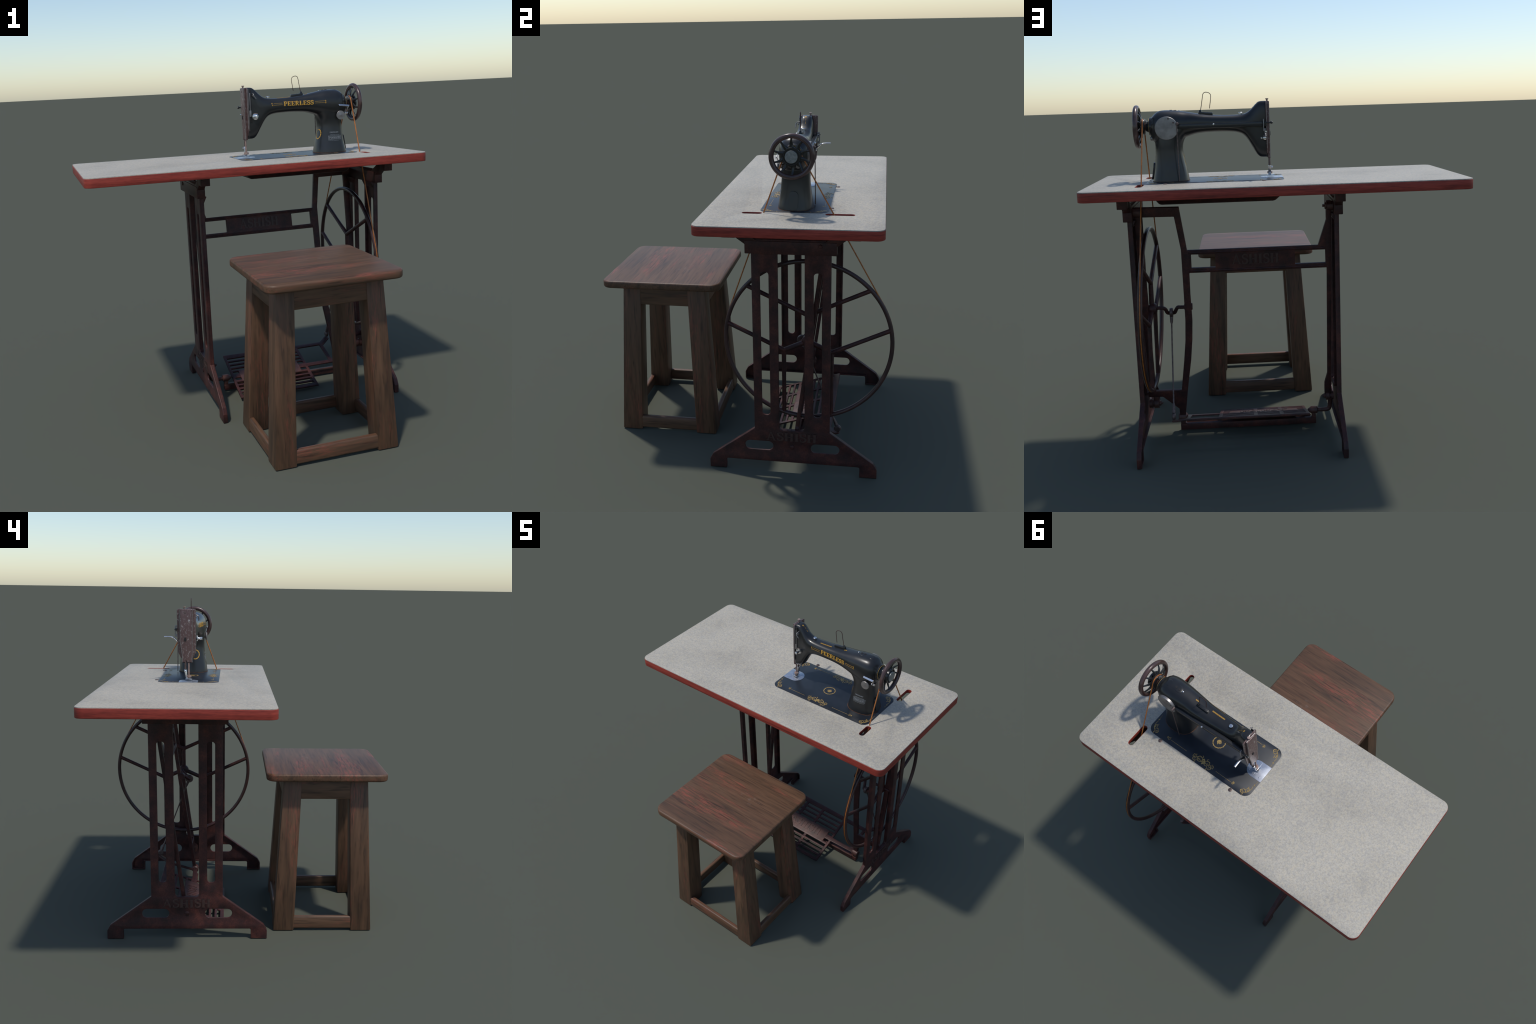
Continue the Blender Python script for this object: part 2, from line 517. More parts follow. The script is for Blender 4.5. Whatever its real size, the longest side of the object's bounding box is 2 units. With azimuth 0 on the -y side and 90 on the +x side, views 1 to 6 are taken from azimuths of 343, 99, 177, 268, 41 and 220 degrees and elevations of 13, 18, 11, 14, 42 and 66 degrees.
# thinner boards lining the belt openings
for (y0, y1), sl in zip(((0.018, 0.192), (0.448, 0.672)), ((0.0505, 0.1545), (0.4855, 0.6355))):
    plate("belt_opening", [rrect(0.660, 0.764, y0, y1, 0.004, 2), rrect(0.6970, 0.7320, sl[0] - .0005, sl[1] + .0005, 0.0170, 6)], 0.0260, XY(1.4740), 'edge', top, bev=0.0008)

# oil tray under the bed
bm = bmesh.new()
lo = [(0.000, 0.185, 1.369), (0.630, 0.185, 1.369), (0.630, 0.450, 1.369), (0.000, 0.450, 1.369)]
hi = [(-0.065, 0.132, 1.4335), (0.672, 0.132, 1.4335), (0.672, 0.502, 1.4335), (-0.065, 0.502, 1.4335)]
add_hexa(bm, lo + hi, 0.014, 3)
bm_to("drip_tray", bm, 'iron', root)

# ---------------------------------------------------------------- side frames
YC = 0.3155
def mirror_loop(half):
    return half + [(2 * YC - p[0],) + tuple(p[1:]) for p in reversed(half)]

def side_loops():
    half = [(YC, 1.345), (0.5245, 1.345), (0.5245, 0.268, 0.004), (0.768, 0.088, 0.018), (0.7875, 0.052, 0.012), (0.7875, 0.0, 0.002), (0.6915, 0.0, 0.002), (0.6915, 0.063, 0.010), (YC, 0.063)]
    right = [h for h in half if h[0] != YC]
    outer_c = right + [(2 * YC - p[0],) + tuple(p[1:]) for p in reversed(right)]
    gap_c = [(0.2445, 0.264, .022), (0.3865, 0.264, .022), (0.3865, 1.330, .002), (0.2445, 1.330, .002)]
    s1 = rrect(0.1515, 0.1970, 0.357, 1.194, 0.0185)
    s2 = rrect(2 * YC - 0.1970, 2 * YC - 0.1515, 0.357, 1.194, 0.0185)
    f1 = rrect(0.051, 0.210, 0.134, 0.190, 0.0275)
    f2 = rrect(2 * YC - 0.210, 2 * YC - 0.051, 0.134, 0.190, 0.0275)
    return outer_c, gap_c, [round_poly(outer_c, 5), round_poly(gap_c, 6), s1, s2, f1, f2]

def offset_sharp(poly, d):
    """Mitred offset of a sharp control polygon (u, v, radius); positive d = inwards."""
    n = len(poly)
    P_ = [V(p[:2]) for p in poly]
    sg = 1 if sum(P_[i - 1].x * P_[i].y - P_[i].x * P_[i - 1].y for i in range(n)) > 0 else -1
    out = []
    for i in range(n):
        n1 = P_[i] - P_[i - 1]; n2 = P_[(i + 1) % n] - P_[i]
        n1 = V((-n1.y, n1.x)).normalized() * sg; n2 = V((-n2.y, n2.x)).normalized() * sg
        k = 1 + n1.dot(n2)
        q = P_[i] + (n1 + n2) * (d / max(k, 0.3))
        out.append((q.x, q.y, max(poly[i][2] if len(poly[i]) > 2 else 0, 0.001)))
    return out

for side in (1, -1):
    xc = 0.7845 if side > 0 else -0.3260
    outer_c, gap_c, loops = side_loops()
    bm = bmesh.new()
    merge_mesh_into(bm, plate_mesh(loops, 0.0115, YZ(xc + side * 0.00775), 0.003, 2))
    merge_mesh_into(bm, plate_mesh([round_poly(offset_sharp(outer_c, 0.0006), 4), round_poly(offset_sharp(outer_c, 0.0100), 4)], 0.0258, YZ(xc), 0.0025, 2))
    merge_mesh_into(bm, plate_mesh([round_poly(offset_sharp(gap_c, -0.0095), 4), round_poly(offset_sharp(gap_c, -0.0006), 4)], 0.0258, YZ(xc), 0.0025, 2))
    fr = bm_to("side_frame", bm, 'iron', root, 30)
    face = xc + side * 0.0133
    if side > 0:
        f = (V((face, 0.172, 0.200)), V((0, 1, 0)), V((0, 0, 1)), V((1, 0, 0)))
    else:
        f = (V((face, 0.459, 0.200)), V((0, -1, 0)), V((0, 0, 1)), V((-1, 0, 0)))
    lettering("raised_lettering", "ASHISH", 0.287, 0.053, f, 'letter', fr, 0.0026)
    lathe("bolt_head", (face - side * 0.001, YC, 0.163), (side, 0, 0), [(0.013, 0), (0.013, 0.004), (0.010, 0.006), (0, 0.006)], 'iron', fr, 24)
    # top cap bar with mounting lugs
    bm = bmesh.new()
    cx0, cx1 = (0.7670, 0.8155) if side > 0 else (-0.3580, -0.3095)
    add_box(bm, cx0, cx1, 0.077, 0.553, 1.2960, 1.3650, 0.003)
    add_hexa(bm, [(cx0 + .004, 0.083, 1.364), (cx1 - .004, 0.083, 1.364), (cx1 - .004, 0.547, 1.364), (cx0 + .004, 0.547, 1.364),
                  (cx0 + .009, 0.083, 1.376), (cx1 - .009, 0.083, 1.376), (cx1 - .009, 0.547, 1.376), (cx0 + .009, 0.547, 1.376)], 0.002)
    bx0, bx1 = (0.7720, 0.8230) if side > 0 else (-0.3570, -0.3050)
    for m in (0, 1):          # end lugs carried on short sloping arms
        fy = (lambda y: y) if m == 0 else (lambda y: 2 * YC - y)
        add_box(bm, bx0, bx1, *sorted((fy(-0.042), fy(0.030))), 1.3800, 1.4340, 0.003)
        add_hexa(bm, [(cx0 + .002, fy(0.078), 1.345), (cx1 - .002, fy(0.078), 1.345), (cx1 - .002, fy(0.150), 1.362), (cx0 + .002, fy(0.150), 1.362),
                      (cx0 + .004, fy(0.020), 1.386), (cx1 - .004, fy(0.020), 1.386), (cx1 - .004, fy(0.034), 1.428), (cx0 + .004, fy(0.034), 1.428)], 0.003)
    # inner fillet wedges where columns meet the cap
    for ya, yb in ((0.11, 0.24), (0.392, 0.52)):
        xi = xc - side * 0.013
        add_hexa(bm, [(xi, ya, 1.262), (xi + side * .004, ya, 1.262), (xi + side * .004, yb, 1.262), (xi, yb, 1.262),
                      (xi - side * .018, ya, 1.300), (xi + side * .004, ya, 1.300), (xi + side * .004, yb, 1.300), (xi - side * .018, yb, 1.300)], 0.002)
    xo = cx1 if side > 0 else cx0
    add_lathe(bm, (xo - side * .001, 0.470, 1.345), (side, 0, 0), [(0.012, 0), (0.012, 0.004), (0.009, 0.006), (0, 0.006)], 6)
    bm_to("mounting_bracket", bm, 'iron', root)

# ---------------------------------------------------------------- slanted centre brace
BK = 0.137
bu, bv = V((1, 0, 0)), V((0, BK, 1)).normalized()
bn = bu.cross(bv)          # points to -y side
bo = V((0, 0.341 - BK * 0.27, 0))
vs = math.sqrt(1 + BK * BK)
BF = (bo, bu, bv, bn)
def bz(z): return z * vs
def bpt(x, z): return bo + bu * x + bv * bz(z)
post_in = [(0.5230, 1.362), (0.4935, 1.116)]
outer = [(-0.3010, 1.365, .006), (-0.2730, 1.365, .006), (-0.2735, 1.265, .02), (-0.2270, 1.1160, .004), (0.4935, 1.1160, .004), (0.5230, 1.362, .004), (0.7740, 1.366, .004),
         (0.7740, 1.312, .004), (0.7650, 1.300, .004), (0.7650, 0.276, .004), (0.7740, 0.266, .004), (0.7740, 0.229, .004), (0.6900, 0.227, .006), (0.6000, 0.143, .004), (0.6030, 0.060, .004), (0.5640, 0.060, .004), (0.5640, 0.114, .004),
         (0.5430, 0.264, .3), (0.5120, 0.455, .3), (0.4980, 0.579, .3), (0.4900, 0.701, .3), (0.4915, 0.861, .3), (0.4890, 0.9860, .004),
         (-0.2770, 0.9860, .004), (-0.2785, 0.330, .02), (-0.2620, 0.268, .01), (-0.2630, 0.195, .01), (-0.2760, 0.165, .004), (-0.3010, 0.165, .004)]
outer = [(a, bz(b), c) for a, b, c in outer]
h1 = [(a, bz(b), .003) for a, b in ((-0.2700, 1.0135), (-0.0995, 1.0135), (-0.0995, 1.0915), (-0.2680, 1.0915))]
h2 = [(a, bz(b), .003) for a, b in ((0.3430, 1.0125), (0.4750, 1.0135), (0.4740, 1.0925), (0.3410, 1.0905))]
h3 = [(0.5520, 1.310, .004), (0.7290, 1.312, .004), (0.7290, 0.266, .004), (0.5790, 0.266, .004), (0.5520, 0.457, .3), (0.5370, 0.581, .3), (0.5295, 0.703, .3), (0.5280, 0.863, .3), (0.5265, 1.121, .06)]
h3 = [(a, bz(b), c) for a, b, c in h3]
brace = plate("centre_brace", [round_poly(outer, 4), round_poly(h1, 2), round_poly(h2, 2), round_poly(h3, 4)], 0.022, BF, 'iron', root, bev=0.0035, bres=2)
tw, th = 0.265, 0.058
lettering("raised_lettering", "ASHISH", tw, th, (bpt(0.118 - tw / 2, 1.028) + bn * 0.0108, bu, bv, bn), 'letter', brace, 0.0024)
lettering("raised_lettering", "ASHISH", tw, th, (bpt(0.118 + tw / 2, 1.028) - bn * 0.0108, -bu, bv, -bn), 'letter', brace, 0.0024)
# ribs along bars (raised borders)
bm = bmesh.new()
for z in (1.104, 0.999):
    for s in (1, -1):
        a, b = bpt(-0.26, z) + bn * s * 0.0105, bpt(0.485, z) + bn * s * 0.0105
        add_tube(bm, [a, b], 0.0055, 8)
bm_to("brace_rib", bm, 'iron', brace)

# bosses and bolts joining brace to frames
bm = bmesh.new()
add_lathe(bm, bpt(-0.3135, 1.338), bu, [(0, 0), (0.026, 0), (0.026, 0.036), (0.018, 0.038), (0.018, 0.048), (0.007, 0.0485), (0.007, 0.060), (0, 0.060)], 24)
add_lathe(bm, bpt(0.7720, 1.338), -bu, [(0, 0), (0.027, 0), (0.027, 0.050), (0.020, 0.054), (0, 0.054)], 24)
add_lathe(bm, bpt(-0.3135, 0.178), bu, [(0, 0), (0.025, 0), (0.025, 0.010), (0.021, 0.013), (0.021, 0.022), (0.026, 0.024), (0.026, 0.044), (0.014, 0.046), (0.014, 0.055), (0.006, 0.056), (0.006, 0.064), (0, 0.064)], 24)
add_lathe(bm, bpt(0.7720, 0.182), -bu, [(0, 0), (0.026, 0), (0.026, 0.018), (0.021, 0.021), (0.021, 0.026), (0.028, 0.029), (0.028, 0.056), (0.014, 0.058), (0.014, 0.067), (0.006, 0.068), (0.006, 0.078), (0, 0.078)], 24)
add_hexa(bm, [bpt(0.715, 0.19) - bn * .010, bpt(0.745, 0.19) - bn * .010, bpt(0.745, 0.19) + bn * .010, bpt(0.715, 0.19) + bn * .010,
              bpt(0.715, 0.25) - bn * .010, bpt(0.745, 0.25) - bn * .010, bpt(0.745, 0.25) + bn * .010, bpt(0.715, 0.25) + bn * .010], 0.003)
bm_to("brace_bolt", bm, 'ironrust', root)

# ---------------------------------------------------------------- drive wheel
WX, WY, WZ, WR = 0.7145, 0.3950, 0.7765, 0.4645
def wx(y, z): return WX + 0.0105 * (y - WY) - 0.018 * (z - WZ)      # the wheel runs slightly out of true
RT = 0.01134
bm = bmesh.new()
N = 128
# rim section: round bar with a belt groove turned into the outside
prof = [(0.0105, 0.0045), (0.0085, 0.0085), (0.0040, 0.0112), (-0.0015, 0.0115), (-0.0065, 0.0092), (-0.0098, 0.0050), (-0.0105, 0.0)]
prof = [(0.0030, 0.0), (0.0045, 0.0022), (0.0095, 0.0036)] + prof + [(r, -w) for r, w in reversed(prof[:-1])] + [(0.0095, -0.0036), (0.0045, -0.0022)]
rings = []
for i in range(N):
    a = 2 * math.pi * i / N
    rr = WR - RT
    rings.append([bm.verts.new((wx(WY + rr * math.cos(a), WZ + rr * math.sin(a)) + w * 1.10, WY + (rr + r * 1.08) * math.cos(a), WZ + (rr + r * 1.08) * math.sin(a))) for r, w in prof])
for i in range(N):
    A, B = rings[i], rings[(i + 1) % N]
    m_ = len(prof)
    for k in range(m_):
        bm.faces.new((A[k], A[(k + 1) % m_], B[(k + 1) % m_], B[k]))
wheel = bm_to("drive_wheel", bm, 'wheel', root)
bm = bmesh.new()
c = V((WX, WY, WZ))
dirv = lambda d: V((0, math.cos(math.radians(d)), math.sin(math.radians(d))))
def onw(p): return V((wx(p.y, p.z), p.y, p.z))
FLAT = 25.0
for d, rj, outs in ((90, 0.150, (FLAT, 180 - FLAT)), (180 + 24.5, 0.144, (180 - FLAT, 270)), (360 - 24.5, 0.144, (FLAT, 270))):
    j = c + dirv(d) * rj
    add_tube(bm, [onw(c + dirv(d) * 0.02), onw(j)], [0.0145, 0.0130], 14)
    for e in outs:
        q = j - c; w = dirv(e)
        b_ = q.dot(w); t = -b_ + math.sqrt(b_ * b_ - q.length_squared + (WR - 1.4 * RT) ** 2)
        add_tube(bm, [onw(j), onw(j + w * (t * 0.5)), onw(j + w * t)], [0.0128, 0.0115, 0.0122], 14)
    add_lathe(bm, onw(j) - V((0.011, 0, 0)), (1, 0, 0), [(0, 0), (0.006, 0.001), (0.0115, 0.006), (0.0125, 0.011), (0.0115, 0.016), (0.006, 0.021), (0, 0.022)], 18)
bm_to("wheel_spoke", bm, 'iron', wheel)
lathe("wheel_hub", (WX - 0.030, WY, WZ), (1, 0, 0), [(0, 0), (0.018, 0), (0.026, 0.004), (0.032, 0.014), (0.034, 0.026), (0.032, 0.038), (0.026, 0.044), (0.020, 0.046), (0, 0.046)], 'iron', wheel, 32)

# crankshaft and rod
PIN = V((0.611, 0.352, 0.737))
AX = V((0, WY + 0.006, 0.780))
bm = bmesh.new()
def P(x, o): return V((x, o.y, o.z))
path = smooth_path([P(0.775, AX), P(0.70, AX), P(0.655, AX), P(0.640, AX.lerp(PIN, .30)), P(0.632, PIN), P(0.611, PIN), P(0.592, PIN), P(0.580, AX.lerp(PIN, .45)), P(0.568, AX), P(0.55, AX), P(0.505, AX)], 6)
add_tube(bm, path, 0.0105, 14)
bm_to("crankshaft", bm, 'iron', root)
lathe("crank_bearing", (0.486, AX.y - 0.006, AX.z), (1, 0, 0), [(0, 0), (0.018, 0), (0.020, 0.004), (0.020, 0.042), (0.016, 0.046), (0, 0.046)], 'iron', root, 28)
END = V((0.6105, 0.5575, 0.192))
bm = bmesh.new()
d = (END - PIN).normalized()
add_lathe(bm, PIN - V((0.010, 0, 0)), (1, 0, 0), [(0.0105, 0.001), (0.025, 0.001), (0.028, 0.005), (0.028, 0.015), (0.025, 0.019), (0.0105, 0.019), (0.0105, 0.001)], 24)
add_tube(bm, [PIN + d * 0.018, PIN + d * 0.055, PIN + d * 0.065, END - d * 0.075, END - d * 0.065, END - d * 0.020], [0.010, 0.008, 0.0042, 0.0042, 0.0075, 0.011], 12)
add_lathe(bm, END - V((0.011, 0, 0)), (1, 0, 0), [(0, 0), (0.014, 0.001), (0.020, 0.006), (0.021, 0.011), (0.020, 0.016), (0.014, 0.021), (0, 0.022)], 20)
bm_to("connecting_rod", bm, 'rod', root)

# ---------------------------------------------------------------- treadle pedal
PS = 0.315
pu, pv = V((1, 0, 0)), V((0, 1, PS)).normalized()
pn = pu.cross(pv)
py0, pz0 = 0.313, 0.0865
po = V((0, py0, pz0))
pc = math.sqrt(1 + PS * PS)
def pq(y): return (y - py0) * pc
PF = (po, pu, pv, pn)
def R(x0, x1, y0, y1, r=0.003): return rrect(x0, x1, pq(y0), pq(y1), r, 2)
holes = []
xs = [(-0.139, -0.010), (0.012, 0.141), (0.163, 0.345)]
rows_back = [(0.4665, 0.4875), (0.4315, 0.4525), (0.3965, 0.4175), (0.3640, 0.3825)]
rows_front = [(0.2310, 0.2515), (0.1965, 0.2175), (0.1615, 0.1820), (0.1265, 0.1470)]
for xa, xb in xs:
    for ya, yb in rows_back + rows_front:
        holes.append(R(xa, xb, ya, yb))
for ya, yb in ((0.3280, 0.3515), (0.2690, 0.2930)):
    holes.append(R(0.308, 0.348, ya, yb, .006))
    holes.append(R(-0.139, -0.100, ya, yb, .006))
pedal_outer = round_poly([(-0.156, pq(0.103), .004), (0.365, pq(0.103), .004), (0.365, pq(0.294), .003), (0.590, pq(0.298), .003), (0.590, pq(0.324), .003), (0.551, pq(0.326), .012),
                          (0.551, pq(0.480), .006), (0.622, pq(0.545), .010), (0.622, pq(0.568), .010), (0.598, pq(0.568), .010), (0.540, pq(0.516), .01), (0.365, pq(0.518), .004), (-0.156, pq(0.526), .004)], 3)
holes.append(round_poly([(0.365, pq(0.324), .004), (0.527, pq(0.324), .004), (0.527, pq(0.490), .004), (0.365, pq(0.488), .004)], 2))
pedal = plate("treadle_pedal", [pedal_outer] + holes, 0.010, PF, 'iron', root, bev=0.0022, bres=1)
bm = bmesh.new()   # thicker name panel in the middle
merge_mesh_into(bm, plate_mesh([rrect(-0.099, 0.307, pq(0.253), pq(0.3625), 0.008, 3)], 0.014, PF, 0.003))
bm_to("name_panel", bm, 'ironrust', pedal)
lettering("raised_lettering", "ASHISH", 0.285, 0.060, (po + pu * -0.035 + pv * pq(0.285) + pn * 0.0068, pu, pv, pn), 'ironrust', pedal, 0.0024)
bm = bmesh.new()   # pivot bosses, stretcher below the pedal, hanger at the left
add_lathe(bm, (0.556, 0.312, 0.0835), (1, 0, 0), [(0, 0), (0.017, 0), (0.024, 0.008), (0.024, 0.048), (0.020, 0.052), (0, 0.052)], 24)
add_lathe(bm, (-0.160, 0.3145, 0.086), (-1, 0, 0), [(0, 0), (0.007, 0), (0.022, 0.022), (0.022, 0.056), (0.018, 0.059), (0, 0.059)], 24)
add_box(bm, -0.208, -0.184, 0.300, 0.328, 0.0400, 0.0840, 0.003)
add_box(bm, 0.570, 0.597, 0.300, 0.328, 0.0400, 0.0840, 0.003)
add_box(bm, -0.18, 0.565, 0.290, 0.298, 0.0400, 0.0520, 0.002)
add_tube(bm, smooth_path([(-0.215, 0.3145, 0.086), (-0.265, 0.3145, 0.085), (-0.287, 0.3155, 0.090), (-0.293, 0.318, 0.110), (-0.293, 0.3245, 0.150), (-0.293, 0.328, 0.176)], 5), 0.0125, 14)
bm_to("pedal_pivot", bm, 'ironrust', root)
box("pedal_stretcher", -0.209, 0.598, 0.297, 0.331, 0.0060, 0.0440, 0.003, 'iron', root)

# ---------------------------------------------------------------- belt
HW = V((0.706, 0.315, 1.787))
def belt_path():
    c1, r1 = V((HW.y, HW.z)), 0.0405
    c2, r2 = V((WY, WZ)), WR - 0.0036
    dv = c2 - c1; L = dv.length; base = math.atan2(dv.y, dv.x)
    th = math.acos((r1 - r2) / L)
    aL, aR = base - th, base + th      # tangent angles
    pts = []
    def arc(c, r, a0, a1, n):
        return [c + V((math.cos(a0 + (a1 - a0) * k / n), math.sin(a0 + (a1 - a0) * k / n))) * r for k in range(n + 1)]
    # over the top of the small pulley from aR to aL, then round the bottom of the large wheel
    a0, a1 = aR, aL
    while a1 < a0: a1 += 2 * math.pi
    top_arc = arc(c1, r1, a0, a1, 20)
    b0, b1 = aL, aR
    while b1 < b0: b1 += 2 * math.pi
    if (b1 - b0) < math.pi: pass
    bot = arc(c2, r2, b0, b1, 72)
    mid_point = bot[36]
    if mid_point.y > WZ:                 # wrong side
        bot = arc(c2, r2, b0, b1 - 2 * math.pi, 72)
    mp = top_arc[10]
    if mp.y < HW.z:
        top_arc = arc(c1, r1, a0, a1 - 2 * math.pi, 20)
    return [V((HW.x, p.x, p.y)) for p in top_arc] + [V((wx(p.x, p.y), p.x, p.y)) for p in bot]
bm = bmesh.new()
add_tube(bm, belt_path(), 0.0036, 10, closed=True)
bm_to("drive_belt", bm, 'belt', root)

# ================================================================== SEWING HEAD
def superellipse(n, e, hw, hh):
    out = []
    for k in range(n):
        t = 2 * math.pi * k / n
        c_, s_ = math.cos(t), math.sin(t)
        out.append((hw * math.copysign(abs(c_) ** (2 / e), c_), hh * math.copysign(abs(s_) ** (2 / e), s_)))
    return out

def interp(table, t):
    """Catmull-Rom interpolation of rows keyed by first column."""
    n = len(table)
    for i in range(n - 1):
        if table[i][0] <= t <= table[i + 1][0] or i == n - 2:
            a, b = table[i], table[i + 1]
            p = table[max(i - 1, 0)]; q = table[min(i + 2, n - 1)]
            u = (t - a[0]) / (b[0] - a[0])
            res = []
            for k in range(1, len(a)):
                ma = (b[k] - p[k]) / (b[0] - p[0]) * (b[0] - a[0])
                mb = (q[k] - a[k]) / (q[0] - a[0]) * (b[0] - a[0])
                res.append((2 * u ** 3 - 3 * u ** 2 + 1) * a[k] + (u ** 3 - 2 * u ** 2 + u) * ma + (-2 * u ** 3 + 3 * u ** 2) * b[k] + (u ** 3 - u ** 2) * mb)
            return res

#        x      y0     y1     zb     zt     exponent
ARM = [(0.030, 0.2795, 0.3620, 1.6015, 1.9075, 5.0),
       (0.062, 0.2785, 0.3615, 1.6030, 1.9065, 4.4),
       (0.074, 0.2775, 0.3610, 1.6075, 1.9015, 4.0),
       (0.089, 0.2750, 0.3600, 1.6230, 1.8890, 3.6),
       (0.111, 0.2700, 0.3580, 1.6620, 1.8665, 3.2),
       (0.135, 0.2660, 0.3610, 1.7030, 1.8480, 3.0),
       (0.160, 0.2640, 0.3620, 1.7300, 1.8400, 2.8),
       (0.200, 0.2625, 0.3635, 1.7440, 1.8370, 2.7),
       (0.270, 0.2600, 0.3675, 1.7490, 1.8380, 2.7),
       (0.345, 0.2560, 0.3730, 1.7485, 1.8430, 2.7),
       (0.410, 0.2490, 0.3780, 1.7430, 1.8515, 2.7),
       (0.465, 0.2410, 0.3790, 1.7280, 1.8610, 2.45),
       (0.515, 0.2350, 0.3850, 1.7100, 1.8690, 2.45),
       (0.570, 0.2310, 0.3910, 1.6950, 1.8725, 2.45),
       (0.612, 0.2330, 0.3900, 1.6900, 1.8700, 2.45),
       (0.636, 0.2410, 0.3830, 1.6950, 1.8580, 2.6),
       (0.654, 0.2540, 0.3700, 1.7100, 1.8400, 2.5),
       (0.664, 0.2660, 0.3580, 1.7250, 1.8260, 2.4)]
#        z      x0     x1     y0     y1     exponent
PIL = [(1.4860, 0.4665, 0.6685, 0.2215, 0.4090, 2.6),
       (1.5100, 0.4700, 0.6640, 0.2240, 0.4060, 2.6),
       (1.5500, 0.4770, 0.6570, 0.2300, 0.4020, 2.45),
       (1.6000, 0.4870, 0.6500, 0.2370, 0.3960, 2.45),
       (1.6500, 0.4940, 0.6450, 0.2415, 0.3930, 2.45),
       (1.6900, 0.4920, 0.6450, 0.2420, 0.3920, 2.45),
       (1.7200, 0.4800, 0.6480, 0.2400, 0.3910, 2.45),
       (1.7450, 0.4600, 0.6520, 0.2390, 0.3900, 2.45),
       (1.7800, 0.4400, 0.6500, 0.2450, 0.3850, 2.8)]

def loft(bm, rings):
    vr = [[bm.verts.new(p) for p in r] for r in rings]
    for a, b in zip(vr, vr[1:]):
        n = len(a)
        for k in range(n):
            bm.faces.new((a[k], a[(k + 1) % n], b[(k + 1) % n], b[k]))
    bm.faces.new(list(reversed(vr[0])))
    bm.faces.new(vr[-1])

def head_mesh():
    bm = bmesh.new()
    rings = []
    x = ARM[0][0]
    while x <= ARM[-1][0] + 1e-6:
        y0, y1, zb, zt, e = interp(ARM, x)
        rings.append([V((x, (y0 + y1) / 2 + a, (zb + zt) / 2 + b)) for a, b in superellipse(64, e, (y1 - y0) / 2, (zt - zb) / 2)])
        x += 0.0065
    loft(bm, rings)
    rings = []
    z = PIL[0][0]
    while z <= PIL[-1][0] + 1e-6:
        x0, x1, y0, y1, e = interp(PIL, z)
        rings.append([V(((x0 + x1) / 2 + a, (y0 + y1) / 2 + b, z)) for a, b in superellipse(64, e, (x1 - x0) / 2, (y1 - y0) / 2)])
        z += 0.007
    loft(bm, rings)
    add_lathe(bm, (0.640, 0.315, 1.7865), (1, 0, 0), [(0, 0), (0.050, 0), (0.050, 0.028), (0.046, 0.031), (0, 0.031)], 48)
    bmesh.ops.recalc_face_normals(bm, faces=bm.faces)
    me = bpy.data.meshes.new("arm_casting")
    bm.to_mesh(me); bm.free()
    ob = bpy.data.objects.new("tmp", me)
    bpy.context.scene.collection.objects.link(ob)
    md = ob.modifiers.new("r", 'REMESH'); md.mode = 'VOXEL'; md.voxel_size = 0.0030; md.adaptivity = 0.0
    ms = ob.modifiers.new("s", 'SMOOTH'); ms.factor = 0.5; ms.iterations = 5
    dg = bpy.context.evaluated_depsgraph_get()
    out = bpy.data.meshes.new_from_object(ob.evaluated_get(dg))
    bpy.data.objects.remove(ob); bpy.data.meshes.remove(me)
    return out

hm = head_mesh()
head = finish("sewing_head", hm, 'black', root, 180)
bvh = BVHTree.FromPolygons([v.co.copy() for v in hm.vertices], [tuple(p.vertices) for p in hm.polygons])

def on_surface(start, direction):
    hit, nrm, _, _ = bvh.ray_cast(V(start), V(direction).normalized(), 2.0)
    if hit is None:
        hit, nrm, _, _ = bvh.find_nearest(V(start))
    return hit, nrm

def wrap_front(a, b, h):
    hit, n = on_surface((a, 0.0, b), (0, 1, 0)); return hit + n * h
def wrap_left(a, b, h):
    hit, n = on_surface((0.30, a, b), (1, 0, 0)); return hit + n * h
def wrap_right(a, b, h):
    hit, n = on_surface((0.90, a, b), (-1, 0, 0)); return hit + n * h
def wrap_top(a, b, h):
    hit, n = on_surface((a, b, 2.2), (0, 0, -1)); return hit + n * h

def shift(ribs, du, dv):
    return [[(p + V((du, dv)), q + V((du, dv))) for p, q in r] for r in ribs]

def scribble(u0, u1, v0, v1, n, w, seed):
    """Row of tiny illegible letters."""
    rr = random.Random(seed)
    ribs, s = [], (u1 - u0) / n
    for i in range(n):
        x = u0 + s * (i + .15)
        ribs.append(bar((x, v0), (x, v1), w, 2))
        k = rr.choice((0, 1, 2))
        if k != 0: ribs.append(bar((x, v1 - w / 2), (x + s * .6, v1 - w / 2), w, 2))
        if k != 1: ribs.append(bar((x, (v0 + v1) / 2), (x + s * .55, (v0 + v1) / 2), w, 2))
        ribs.append(bar((x + s * .55, v0), (x + s * .55, v1 - (v1 - v0) * .3 * (k == 2)), w, 2))
    return ribs

def floret(u, v, s, flip=1):
    return [stroke([(u, v - s), (u + flip * s * .6, v - s * .2), (u, v + s)], s * .5, 3, lambda t: 0.4 + math.sin(math.pi * t)),
            stroke([(u - flip * s * .8, v), (u, v + s * .3), (u + flip * s, v - s * .3)], s * .4, 3)]

